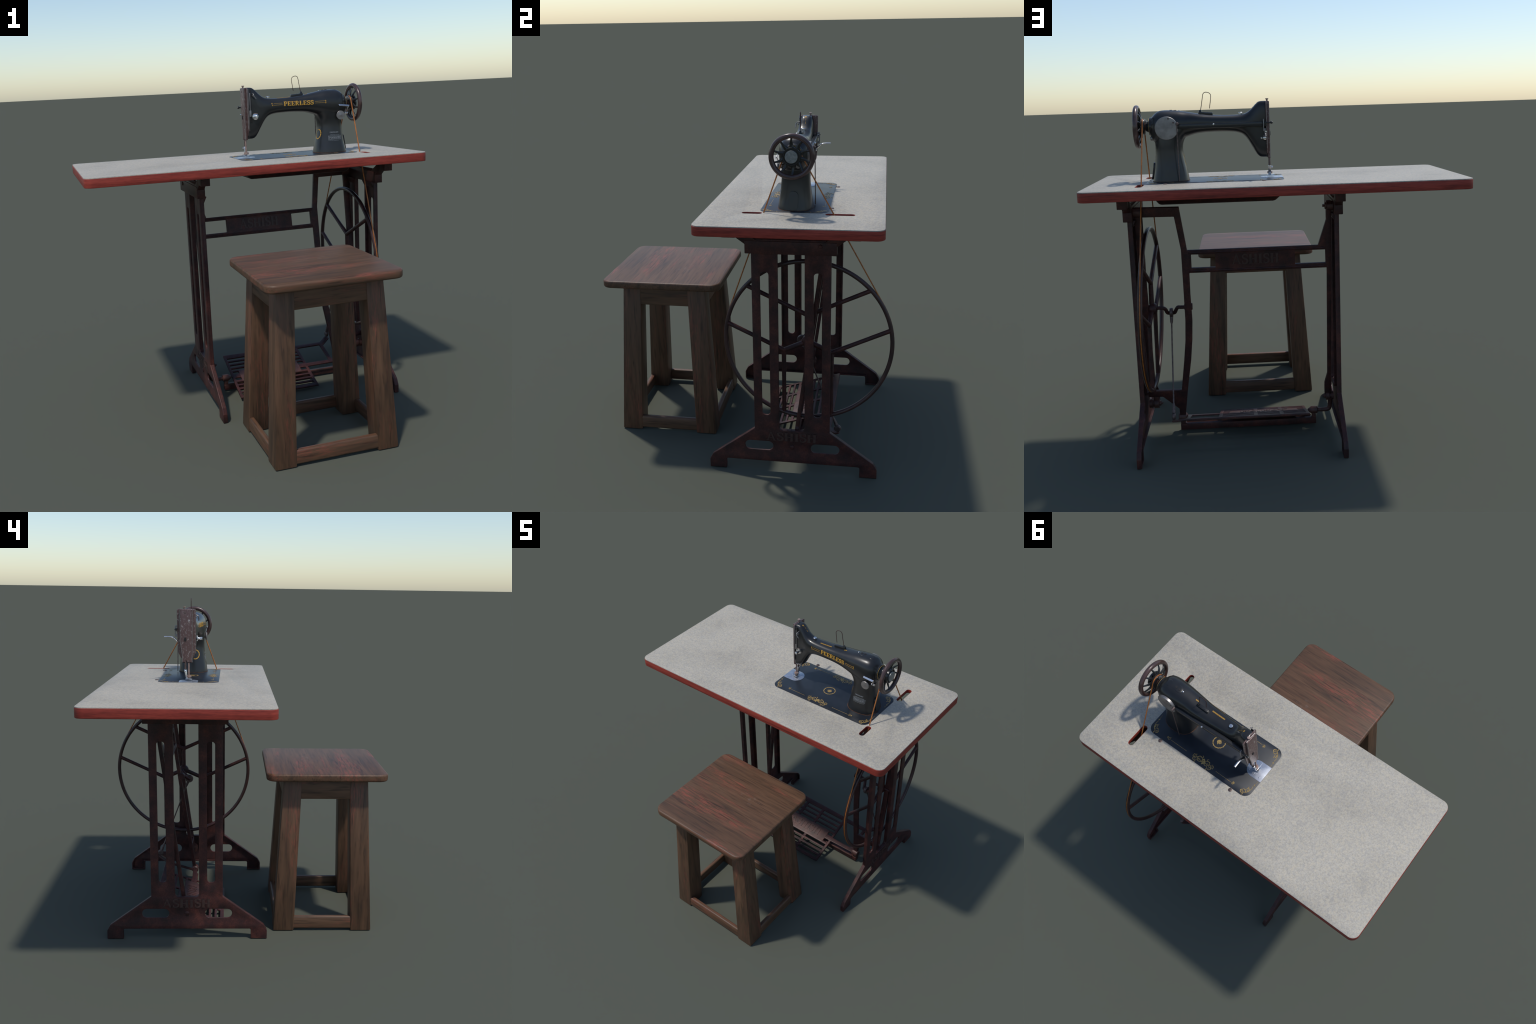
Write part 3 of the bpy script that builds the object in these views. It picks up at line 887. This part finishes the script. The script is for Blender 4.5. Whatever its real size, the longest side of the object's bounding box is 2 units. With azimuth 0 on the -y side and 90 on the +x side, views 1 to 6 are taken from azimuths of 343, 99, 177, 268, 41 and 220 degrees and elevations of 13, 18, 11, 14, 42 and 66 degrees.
# gold name on the front of the arm
bm = bmesh.new()
add_ribbons(bm, shift(word("PEERLESS", 0.190, 0.0255), 0.2545, 1.7885), wrap_front, 0.0006, -0.0008)
for z in (1.796, 1.8065):
    add_ribbons(bm, [bar((0.192, z), (0.247, z), 0.0011, 12), bar((0.452, z), (0.512, z), 0.0011, 12)], wrap_front, 0.0006, -0.0008)
    add_ribbons(bm, floret(0.186 + (z - 1.796) * -.4, z, 0.0045, -1) + floret(0.517, z, 0.0050, 1), wrap_front, 0.0006, -0.0008)
bm_to("name_lettering", bm, 'gold', head)
bm = bmesh.new()   # small lettering along the top of the arm
add_ribbons(bm, scribble(0.225, 0.312, 0.295, 0.303, 12, 0.0017, 3), wrap_top, 0.0006, -0.0008)
add_ribbons(bm, scribble(0.404, 0.424, 0.299, 0.306, 3, 0.0017, 5), wrap_top, 0.0006, -0.0008)
add_ribbons(bm, [bar((0.085, 0.318), (0.095, 0.318), 0.0012, 3), bar((0.10, 0.318), (0.111, 0.318), 0.0012, 3)] + floret(0.075, 0.316, 0.006, -1), wrap_top, 0.0006, -0.0008)
# gold wreath on the inner side of the pillar
ring = []
for i in range(26):
    a0, a1 = 2 * math.pi * i / 26, 2 * math.pi * (i + .95) / 26
    f = lambda t: (0.300 + 0.0265 * math.cos(t), 1.604 + 0.029 * math.sin(t))
    ring.append(bar(f(a0), f(a1), 0.0060 if i % 2 else 0.0042, 2))
add_ribbons(bm, ring, wrap_left, 0.0006, -0.0008)
bm_to("gold_ornament", bm, 'gold', head)
bm = bmesh.new()   # silver maker's label on the pillar front
L = [bar((0.531, 1.5915), (0.615, 1.5915), 0.0018, 10), bar((0.531, 1.5705), (0.615, 1.5705), 0.0018, 10), bar((0.532, 1.570), (0.532, 1.592), 0.0018, 4), bar((0.614, 1.570), (0.614, 1.592), 0.0018, 4),
     bar((0.545, 1.5975), (0.606, 1.5975), 0.0014, 10), bar((0.531, 1.563), (0.612, 1.563), 0.0010, 10)]
add_ribbons(bm, L, wrap_front, 0.0006, -0.0008)
add_ribbons(bm, shift(word("PEERLESS", 0.074, 0.0120), 0.536, 1.5750), wrap_front, 0.0006, -0.0008)
add_ribbons(bm, scribble(0.542, 0.600, 1.6085, 1.6165, 8, 0.0013, 9), wrap_front, 0.0006, -0.0008)
bm_to("maker_label", bm, 'silverink', head)

# bed plate
bed = plate("bed_plate", [rrect(-0.053, 0.6955, 0.1365, 0.4965, 0.048, 8)], 0.0120, XY(1.4832), 'bed', head, bev=0.0012)
BZ = 1.4892
bm = bmesh.new()
a = 0.0555
loop = [(-0.0525, YC - a), (0.020, YC - a)]
for k in range(1, 16):
    t = -math.pi / 2 + math.pi * k / 16
    loop.append((0.020 + a * 0.93 * math.cos(t), YC + a * math.sin(t)))
loop += [(0.020, YC + a), (-0.0525, YC + a)]
merge_mesh_into(bm, plate_mesh([[V(p) for p in loop]], 0.0030, XY(1.4892), 0.0006))
add_box(bm, 0.0085, 0.0115, YC - 0.050, YC + 0.050, 1.4892, 1.4912, 0.0004)
for px, pyy in ((-0.030, 0.350), (0.045, 0.345), (0.045, 0.288)):
    add_lathe(bm, (px, pyy, 1.4905), (0, 0, 1), [(0.0045, 0), (0.0045, 0.0008), (0.003, 0.0012), (0, 0.0012)], 12)
bm_to("throat_plate", bm, 'throat', head)

# gold scrollwork on the bed
def bedp(u, v, h): return V((u, v, BZ + h))
def scroll(u, v, s, sx, sy):
    f = lambda p: [(u + sx * s * x, v + sy * s * y) for x, y in p]
    tp = lambda t: 0.35 + 0.9 * math.sin(math.pi * min(1, t * 1.1))
    return [stroke(f([(0, 0), (.4, .5), (.95, .6), (1.2, .2), (.95, -.1), (.7, .1), (.8, .35)]), s * .13, 4, tp),
            stroke(f([(0, 0), (.35, -.35), (.8, -.4), (1.0, -.2)]), s * .11, 4, tp),
            stroke(f([(.4, .45), (.3, .85), (.6, 1.0)]), s * .10, 3, tp)]
def corner(u, v, sx, sy):
    r = scroll(u, v, 0.022, sx, -sy) + [stroke([(u, v), (u - sx * .012, v + sy * .012), (u - sx * 0.024, v + sy * 0.014)], 0.0030, 3)]
    r += [[(V((u + (p.y - v) * sx * sy, v + (p.x - u) * sx * sy)), V((u + (q.y - v) * sx * sy, v + (q.x - u) * sx * sy))) for p, q in rb] for rb in scroll(u, v, 0.022, sx, -sy)]
    return r
bm = bmesh.new()
rib = []
XB = [(-0.025, 1), (0.668, -1)]
for u, sx in XB:
    for v, sy in ((0.166, 1), (0.467, -1)):
        rr = scroll(u + sx * 0.004, v, 0.026, sx, -sy) + scroll(u + sx * .012, v + sy * 0.012, 0.026, -sx * .55, sy)
        rib += rr
        rib += [stroke([(u + sx * .030, v - sy * .008), (u, v), (u - sx * .012, v + sy * .030), (u - sx * 0.010, v + sy * .052)], 0.0028, 4)]
        rib += [bar((u - sx * .014, v + sy * .070), (u - sx * .014, v + sy * .095), 0.0012, 2)] + floret(u - sx * .014, v + sy * .062, 0.006, sx)
for v, sy in ((0.172, 1), (0.468, -1)):
    rib += [bar((0.085, v), (0.196, v), 0.0016, 8), bar((0.414, v), (0.535, v), 0.0016, 8)]
    rib += scroll(0.080, v, 0.014, -1, sy) + scroll(0.540, v, 0.014, 1, sy) + floret(0.068, v + sy * .004, .007) + floret(0.560, v + sy * .004, .007)
    # centre cartouche
    cx_ = 0.295
    for s in (-1, 1):
        rib += scroll(cx_ + s * .006, v + sy * .004, 0.030, s, sy) + scroll(cx_ + s * .034, v - sy * .002, 0.026, s, -sy) + scroll(cx_ + s * .052, v + sy * .004, 0.018, s, sy)
        rib += [stroke([(cx_, v - sy * .004), (cx_ + s * .03, v + sy * .004), (cx_ + s * .055, v - sy * .004), (cx_ + s * .078, v)], 0.0034, 5, lambda t: 1.2 - t)]
    rib += floret(cx_, v + sy * .010, 0.013) + floret(cx_, v + sy * .002, 0.016, -1)
for i in range(30):          # wreath medallion
    t0, t1 = 2 * math.pi * i / 30, 2 * math.pi * (i + 1.02) / 30
    f = lambda t, r: (0.297 + r * math.cos(t), 0.310 + r * math.sin(t))
    rib.append(bar(f(t0, 0.0375), f(t1, 0.0375 + (.0015 if i % 2 else -.0010)), 0.0058 if i % 3 else 0.0040, 2))
rib += floret(0.297, 0.310, 0.016) + floret(0.300, 0.306, 0.013, -1) + floret(0.289, 0.311, 0.009) + floret(0.306, 0.311, 0.009, -1) + scroll(0.295, 0.304, 0.012, 1, 1) + scroll(0.299, 0.304, 0.012, -1, 1)
add_ribbons(bm, rib, bedp, 0.0004, -0.0008)
bm_to("gold_scrollwork", bm, 'goldworn', head)

# hinges at the back of the bed
for hxp in (0.585, 0.058):
    bm = bmesh.new()
    add_lathe(bm, (hxp, 0.5085, 1.4870), (0, 0, 1), [(0.0115, -0.002), (0.0115, 0.0025), (0.008, 0.0042), (0, 0.0046)], 20)
    add_box(bm, hxp - 0.004, hxp + 0.004, 0.494, 0.509, 1.486, 1.4910, 0.001)
    bm_to("bed_hinge", bm, 'rod', head)

# face plate: raised centre panel on a flanged back sheet
fp = plate("face_plate", [round_poly([(0.2905, 1.9055, .003), (0.3655, 1.9055, .003), (0.3655, 1.720, .01), (0.3535, 1.640, .01), (0.3530, 1.5965, .002), (0.3330, 1.5965, .001), (0.3325, 1.608, .003), (0.3275, 1.608, .003), (0.3270, 1.5965, .001), (0.2935, 1.5965, .002), (0.2930, 1.72, .01)], 4)],
           0.0160, YZ(0.0205), 'face', head, bev=0.0045, bres=3)
plate("face_plate_flange", [round_poly([(0.2725, 1.9065, .008), (0.3830, 1.9065, .008), (0.3800, 1.700, .02), (0.3740, 1.650, .02), (0.3610, 1.622, .006), (0.2900, 1.622, .006), (0.2735, 1.660, .012), (0.2720, 1.760, .01)], 5)],
      0.0070, YZ(0.0305), 'face', fp, bev=0.0018, bres=2)
bm = bmesh.new()      # bright worn edges of the folded sheet
for pts in ([(0.0142, 0.2920, 1.9040), (0.0142, 0.2940, 1.720), (0.0142, 0.2950, 1.6000)], [(0.0142, 0.3642, 1.9040), (0.0142, 0.3640, 1.722), (0.0142, 0.3525, 1.642), (0.0142, 0.3515, 1.600)],
            [(0.0295, 0.2735, 1.9000), (0.0295, 0.2728, 1.760), (0.0295, 0.2742, 1.662)], [(0.0295, 0.3822, 1.9000), (0.0295, 0.3790, 1.700), (0.0295, 0.3735, 1.652)],
            [(0.0210, 0.2920, 1.9050), (0.0210, 0.3640, 1.9050)]):
    add_tube(bm, pts, 0.0016, 8)
bm_to("face_plate_edge", bm, 'dull', fp)
plate("face_plate_slot_patch", [rrect(0.3280, 0.3395, 1.7200, 1.7440, 0.0056)], 0.004, YZ(0.0115), 'dark', fp, bev=0.0004)  # dark plate laid on the panel, no slot is cut
lathe("face_plate_screw", (0.0130, 0.3345, 1.8850), (-1, 0, 0), [(0.0060, 0), (0.0060, 0.0012), (0.0035, 0.002), (0, 0.002)], 'rod', fp, 16)

# bars, needle, presser foot
bm = bmesh.new()
add_lathe(bm, (0.0200, 0.3350, 1.650), (0, 0, -1), [(0, 0), (0.0060, 0), (0.0060, 0.106), (0, 0.106)], 16)
bm_to("presser_bar", bm, 'rod', head)
bm = bmesh.new()
add_lathe(bm, (0.0190, 0.3150, 1.650), (0, 0, -1), [(0, 0), (0.0048, 0), (0.0048, 0.128), (0.0142, 0.129), (0.0142, 0.140), (0.0030, 0.142), (0.0012, 0.143), (0.0012, 0.156), (0, 0.157)], 16)
add_lathe(bm, (0.0190, 0.3150, 1.5160), (-0.35, -1, 0), [(0.005, 0), (0.005, 0.010), (0.0065, 0.010), (0.0065, 0.014), (0, 0.014)], 14)
bm_to("needle_bar", bm, 'copper', head)
bm = bmesh.new()
add_hexa(bm, [(0.012, 0.322, 1.503), (0.028, 0.322, 1.503), (0.028, 0.332, 1.503), (0.012, 0.332, 1.503),
              (0.012, 0.328, 1.556), (0.028, 0.328, 1.556), (0.028, 0.343, 1.556), (0.012, 0.343, 1.556)], 0.002)
add_box(bm, 0.004, 0.034, 0.296, 0.334, 1.4985, 1.5030, 0.0015)
add_hexa(bm, [(-0.006, 0.300, 1.502), (0.005, 0.300, 1.4985), (0.005, 0.330, 1.4985), (-0.006, 0.330, 1.502),
              (-0.007, 0.300, 1.506), (0.005, 0.300, 1.503), (0.005, 0.330, 1.503), (-0.007, 0.330, 1.506)], 0.001)
add_lathe(bm, (0.012, 0.336, 1.546), (-1, 0, 0), [(0.006, 0), (0.006, 0.008), (0.004, 0.010), (0, 0.010)], 14)
bm_to("presser_foot", bm, 'chrome', head)
lathe("pressure_screw", (0.0235, 0.3385, 1.900), (0, 0, 1), [(0.0048, 0), (0.0048, 0.014), (0.0085, 0.0155), (0.0085, 0.020), (0, 0.020)], 'copper', head, 18)

# presser lifter and rear guide plate
bm = bmesh.new()
add_tube(bm, smooth_path([(0.041, 0.368, 1.712), (0.041, 0.384, 1.722), (0.0405, 0.402, 1.738), (0.040, 0.424, 1.7445), (0.0385, 0.459, 1.7450)], 5), [0.009] * 6 + [0.0075] * 8 + [0.0065] * 7, 12, flat=0.55)
add_lathe(bm, (0.0405, 0.360, 1.708), (0, 1, 0), [(0, 0), (0.011, 0), (0.011, 0.016), (0.008, 0.018), (0, 0.018)], 18)
add_lathe(bm, (0.060, 0.355, 1.708), (0, 1, 0), [(0, 0), (0.006, 0), (0.006, 0.020), (0.004, 0.022), (0, 0.022)], 14)
bm_to("presser_lifter", bm, 'chrome', head)
bm = bmesh.new()
merge_mesh_into(bm, plate_mesh([rrect(0.378, 0.397, 1.744, 1.811, 0.003), rrect(0.384, 0.391, 1.760, 1.778, 0.003), rrect(0.384, 0.391, 1.790, 1.800, 0.003)], 0.004, YZ(0.0475), 0.0008))
add_box(bm, 0.0365, 0.0500, 0.358, 0.382, 1.746, 1.760, 0.001)
bm_to("thread_guide_plate", bm, 'dull', head)
box("lifter_slot_patch", 0.0345, 0.0495, 0.352, 0.3632, 1.690, 1.775, 0.001, 'dark', head)  # dark box added in place of a recess in the casting

# rod along the back of the arm
bm = bmesh.new()
add_hexa(bm, [(0.030, 0.362, 1.7715), (0.514, 0.368, 1.7715), (0.514, 0.3980, 1.7715), (0.030, 0.3850, 1.7715),
              (0.030, 0.362, 1.7970), (0.514, 0.368, 1.7970), (0.514, 0.3980, 1.7970), (0.030, 0.3850, 1.7970)], 0.003)
add_lathe(bm, (0.020, 0.388, 1.7905), (-1, 0, 0), [(0.0045, 0), (0.0045, 0.010), (0.0075, 0.012), (0.0085, 0.017), (0.0065, 0.022), (0, 0.023)], 16)
add_box(bm, 0.010, 0.040, 0.3800, 0.3915, 1.7868, 1.7945, 0.002)
bm_to("knee_lift_rail", bm, 'black', head)
lathe("rail_screw", (0.318, 0.3910, 1.7900), (0, 1, 0), [(0.0065, 0), (0.0065, 0.004), (0.0045, 0.0075), (0, 0.008)], 'chrome', head, 18)

# thread rod behind the pillar
bm = bmesh.new()
add_tube(bm, [(0.5155, 0.4110, 1.797), (0.5160, 0.4150, 1.4925)], 0.0027, 10)
add_lathe(bm, (0.513, 0.395, 1.7985), (0, 1, 0), [(0.0085, 0), (0.0085, 0.014), (0.006, 0.018), (0.006, 0.021), (0, 0.021)], 18)
bm_to("belt_guide_rod", bm, 'rod', head)

# round inspection covers
lathe("rear_cover", (0.5725, 0.380, 1.7770), (0, 1, 0), [(0, 0), (0.060, 0), (0.0625, 0.002), (0.0625, 0.0150), (0.0605, 0.0172), (0.045, 0.0180), (0, 0.0186)], 'dull', head, 56)
bm = bmesh.new()
for px, pz in ((0.560, 1.828), (0.534, 1.806)):
    add_lathe(bm, (px, 0.3968, pz), (0, 1, 0), [(0.0050, 0), (0.0050, 0.0022), (0.003, 0.003), (0, 0.003)], 12)
bm_to("cover_screw", bm, 'rod', head)
bm = bmesh.new()
add_lathe(bm, (0.6135, 0.246, 1.7150), (0, -1, 0), [(0, 0), (0.012, 0), (0.012, 0.010), (0.0265, 0.011), (0.0275, 0.013), (0.0275, 0.0175), (0.0260, 0.0195), (0, 0.0195)], 40, 0)
add_lathe(bm, (0.6135, 0.2268, 1.7150), (0, -1, 0), [(0.0230, 0), (0.0228, 0.0008), (0.010, 0.0012), (0.0060, 0.0025), (0, 0.003)], 32, 1)
bm_to("stitch_dial", bm, ['dull', 'copper'], head)

# bobbin winder bracket (folded steel strip)
bm = bmesh.new()
def strip(a, b, wdir, w, t):
    a, b, wd = V(a), V(b), V(wdir).normalized()
    d = (b - a).normalized(); n = d.cross(wd).normalized()
    P = []
    for q in (a, b):
        P += [q - wd * w / 2 - n * t / 2, q + wd * w / 2 - n * t / 2, q + wd * w / 2 + n * t / 2, q - wd * w / 2 + n * t / 2]
    add_hexa(bm, P, t * 0.3, 1)
strip((0.601, 0.2240, 1.7770), (0.669, 0.2270, 1.7700), (0, 0.75, 1), 0.0125, 0.0040)
strip((0.669, 0.2275, 1.7730), (0.6570, 0.2470, 1.7230), (1, 0.4, 0.3), 0.0100, 0.0040)
add_lathe(bm, (0.648, 0.250, 1.727), (1, 0, 0), [(0, 0), (0.007, 0), (0.007, 0.020), (0.005, 0.022), (0, 0.022)], 16)
bm_to("bobbin_winder_bracket", bm, 'chrome', head)
bm = bmesh.new()
add_lathe(bm, (0.650, 0.340, 1.724), (1, 0, 0), [(0, 0), (0.012, 0), (0.012, 0.014), (0.009, 0.017), (0, 0.017)], 18)
bm_to("winder_stop", bm, 'dull', head)

# thread tension
bm = bmesh.new()
add_lathe(bm, (0.074, 0.284, 1.7340), (0, -1, 0), [(0, 0), (0.016, 0), (0.016, 0.006), (0.019, 0.010), (0.019, 0.012), (0.007, 0.014), (0.018, 0.017), (0.018, 0.019), (0.009, 0.022), (0.007, 0.034), (0.0095, 0.035), (0.0095, 0.046), (0.007, 0.048), (0, 0.048)], 32)
bm_to("thread_tension_knob", bm, 'chrome', head)
bm = bmesh.new()
add_tube(bm, [(0.063, 0.270, 1.7525), (0.086, 0.262, 1.7515)], 0.0014, 8)
bm_to("thread_guide_wire", bm, 'copper', head)
bm = bmesh.new()
add_tube(bm, smooth_path([(0.066, 0.285, 1.872), (0.0645, 0.263, 1.868), (0.066, 0.2575, 1.858), (0.080, 0.2570, 1.839)], 5), 0.0030, 10)
add_lathe(bm, (0.066, 0.283, 1.858), (0, -1, 0), [(0, 0), (0.005, 0), (0.005, 0.014), (0, 0.014)], 12)
bm_to("thread_hook", bm, 'dull', head)
bm = bmesh.new()
add_box(bm, 0.0350, 0.0375, 0.2728, 0.2810, 1.650, 1.900, 0.0006)
add_box(bm, 0.0440, 0.0490, 0.2755, 0.2835, 1.770, 1.875, 0.001)
add_box(bm, 0.0400, 0.0520, 0.2745, 0.2815, 1.735, 1.772, 0.001)
bm_to("take_up_guide", bm, 'dull', head)
box("take_up_slot_patch", 0.0340, 0.0560, 0.2770, 0.2830, 1.70, 1.895, 0.001, 'dark', head)  # dark strip standing in for the lever slot, casting stays closed

# top of the arm: oil cap, cover plate with dark discs for oil holes, spool stand
lathe("oil_cap", (0.1705, 0.3135, 1.833), (0, 0, 1), [(0.008, 0), (0.008, 0.009), (0.0115, 0.0095), (0.0115, 0.0150), (0.009, 0.0175), (0, 0.018)], 'chrome', head, 24)
hit, _ = on_surface((0.520, 0.313, 2.2), (0, 0, -1))
zt = hit.z
bm = bmesh.new()
ol = rrect(0.507, 0.628, 0.290, 0.337, 0.022, 8)
def area_grid(u, v, h):
    p = wrap_top(u, v, 0.0); return p + V((0, 0, h))
rows_t, rows_b = [], []
cu_, cv_ = 0.5675, 0.3135
for f in (0.0, 0.35, 0.7, 0.93, 1.0):
    if f == 0.0:
        continue
    rows_t.append([bm.verts.new(area_grid(cu_ + (p.x - cu_) * f, cv_ + (p.y - cv_) * f, 0.0007 if f < 0.95 else -0.0012)) for p in ol])
n = len(ol)
for A, B in zip(rows_t, rows_t[1:]):
    for k in range(n):
        bm.faces.new((A[k], A[(k + 1) % n], B[(k + 1) % n], B[k]))
ct = bm.verts.new(area_grid(cu_, cv_, 0.0007))
for k in range(n):
    bm.faces.new((ct, rows_t[0][k], rows_t[0][(k + 1) % n]))
cov = bm_to("top_cover", bm, 'black', head, 60)
bm = bmesh.new()
for px in (0.528, 0.551):
    q = wrap_top(px, 0.313, 0)
    add_lathe(bm, (px, 0.313, q.z - 0.002), (0, 0, 1), [(0.0068, 0), (0.0068, 0.0042), (0, 0.0042)], 16)
bm_to("oil_hole_disc", bm, 'dark', cov)  # dark discs set on the cover instead of drilled oil holes
bm = bmesh.new()      # rust line round the foot of the pillar
x0, x1, y0, y1, e = interp(PIL, 1.492)
pr = [V(((x0 + x1) / 2 + a, (y0 + y1) / 2 + b)) for a, b in superellipse(80, e, (x1 - x0) / 2 + .0022, (y1 - y0) / 2 + .0022)]
pr2 = [V(((x0 + x1) / 2 + a, (y0 + y1) / 2 + b)) for a, b in superellipse(80, e, (x1 - x0) / 2 - .002, (y1 - y0) / 2 - .002)]
add_ribbons(bm, [[(p, q) for p, q in zip(pr + pr[:1], pr2 + pr2[:1])]], bedp, 0.0012, -0.0008)
bm_to("rust_line", bm, 'rust', head)
lathe("cover_screw", (0.504, 0.313, zt - 0.003), (0, 0, 1), [(0.005, 0), (0.005, 0.004), (0.003, 0.0055), (0, 0.006)], 'chrome', head, 14)
bm = bmesh.new()
z1, z2 = wrap_top(0.390, 0.320, 0).z, wrap_top(0.328, 0.320, 0).z
add_hexa(bm, [(0.322, 0.310, z2 - .004), (0.400, 0.310, z1 - .004), (0.400, 0.330, z1 - .004), (0.322, 0.330, z2 - .004),
              (0.322, 0.310, z2 + .0120), (0.400, 0.310, z1 + .0105), (0.400, 0.330, z1 + .0105), (0.322, 0.330, z2 + .0120)], 0.003, 2)
add_hexa(bm, [(0.380, 0.311, z1), (0.402, 0.311, z1), (0.402, 0.329, z1), (0.380, 0.329, z1),
              (0.385, 0.315, z1 + .021), (0.394, 0.315, z1 + .021), (0.394, 0.325, z1 + .021), (0.385, 0.325, z1 + .021)], 0.002)
stand = bm_to("spool_stand", bm, 'black', head)
bm = bmesh.new()
add_tube(bm, smooth_path([(0.3890, 0.3195, 1.860), (0.3800, 0.3185, 1.905), (0.3722, 0.3175, 1.9480), (0.3655, 0.3165, 1.9595), (0.3550, 0.3160, 1.9630), (0.3410, 0.3155, 1.9600), (0.3315, 0.3150, 1.9520), (0.3288, 0.3150, 1.9400), (0.3330, 0.3150, 1.9100), (0.3385, 0.3150, 1.8750)], 6), 0.0018, 8)
bm_to("spool_wire", bm, 'iron', stand)

# oval door at the foot of the pillar
bm = bmesh.new()
rows = []
ov = rrect(0.2895, 0.3375, 1.4980, 1.5920, 0.022, 8)
front, back = [], []
for p in ov:
    q = wrap_right(p.x, p.y, 0.0)
    front.append(bm.verts.new(q + V((0.0090, 0, 0)))); back.append(bm.verts.new(q - V((0.006, 0, 0))))
n = len(ov)
for k in range(n):
    bm.faces.new((front[k], front[(k + 1) % n], back[(k + 1) % n], back[k]))
bm.faces.new(front); bm.faces.new(list(reversed(back)))
bm_to("pillar_door", bm, 'black', head, 50)

# ---------------------------------------------------------------- shaft neck, pulley and hand wheel
hy_, hz_ = 0.315, 1.7865
bm = bmesh.new()
add_lathe(bm, (0.6690, hy_, hz_), (1, 0, 0), [(0.0465, 0), (0.0470, 0.0022), (0.0425, 0.0030), (0.0425, 0)], 48)
bm_to("gold_neck_ring", bm, 'goldworn', head)
lathe("shaft_neck", (0.664, hy_, hz_), (1, 0, 0), [(0.036, 0), (0.034, 0.008), (0.030, 0.014), (0.026, 0.024), (0, 0.024)], 'black', head, 40)
bm = bmesh.new()
add_lathe(bm, (0.684, hy_, hz_), (1, 0, 0), [(0, 0), (0.019, 0), (0.022, 0.003), (0.022, 0.007), (0.018, 0.009), (0.022, 0.011), (0.022, 0.014), (0, 0.014)], 36)
bm_to("shaft_collar", bm, 'ironrust', head)
hw = lathe("hand_wheel", (0.7365, hy_, hz_), (1, 0, 0),
           [(0.1045 + 0.0132 * math.cos(2 * math.pi * k / 20), 0.0138 * math.sin(2 * math.pi * k / 20)) for k in range(21)], 'rim', head, 96, 60)
bm = bmesh.new()
add_lathe(bm, (0.6955, hy_, hz_), (1, 0, 0), [(0, 0), (0.038, 0), (0.0435, 0.002), (0.0445, 0.005), (0.0385, 0.0095), (0.0385, 0.0115), (0.0455, 0.0155), (0.0465, 0.019), (0.044, 0.024), (0.040, 0.028), (0.047, 0.031), (0.047, 0.042), (0.045, 0.044), (0.0405, 0.044), (0.0405, 0.038), (0, 0.038)], 48)
bm_to("belt_pulley", bm, 'black', head)
lathe("hand_wheel_cap", (0.7325, hy_ - 0.0015, hz_), (1, 0, 0), [(0.030, 0), (0.0325, 0.002), (0.0325, 0.0145), (0.0310, 0.0165), (0, 0.0170)], 'cap', head, 48)
bm = bmesh.new()
for k in range(10):
    t = math.radians(90 + 36 * k)
    d1 = V((0, math.cos(t), math.sin(t))); s1 = V((0, -math.sin(t), math.cos(t)))
    rows = []
    for j in range(9):
        u = j / 8
        r = 0.043 + (0.0965 - 0.043) * u
        w = 0.0040 + 0.0105 * (1 - u) ** 1.8 + 0.0012 * u ** 4
        x = 0.7180 + 0.0185 * u - 0.006 * math.sin(math.pi * u)
        tk = 0.0055 - 0.0015 * u
        cpt = V((0, hy_, hz_)) + d1 * r + s1 * (0.0045 * math.sin(math.pi * u))
        rows.append([bm.verts.new(cpt + s1 * w * a + V((x + tk * b, 0, 0))) for a, b in ((1, .2), (.5, 1), (-.5, 1), (-1, .2), (-.5, -1), (.5, -1))])
    for A, B in zip(rows, rows[1:]):
        for i in range(6):
            bm.faces.new((A[i], A[(i + 1) % 6], B[(i + 1) % 6], B[i]))
    bm.faces.new(list(reversed(rows[0]))); bm.faces.new(rows[-1])
bm_to("hand_wheel_spoke", bm, 'black', head, 60)
lathe("pulley_lug", (0.6965, 0.300, 1.812), (-1, 0, 0), [(0.014, 0), (0.014, 0.005), (0.011, 0.007), (0, 0.0075)], 'dull', head, 20)
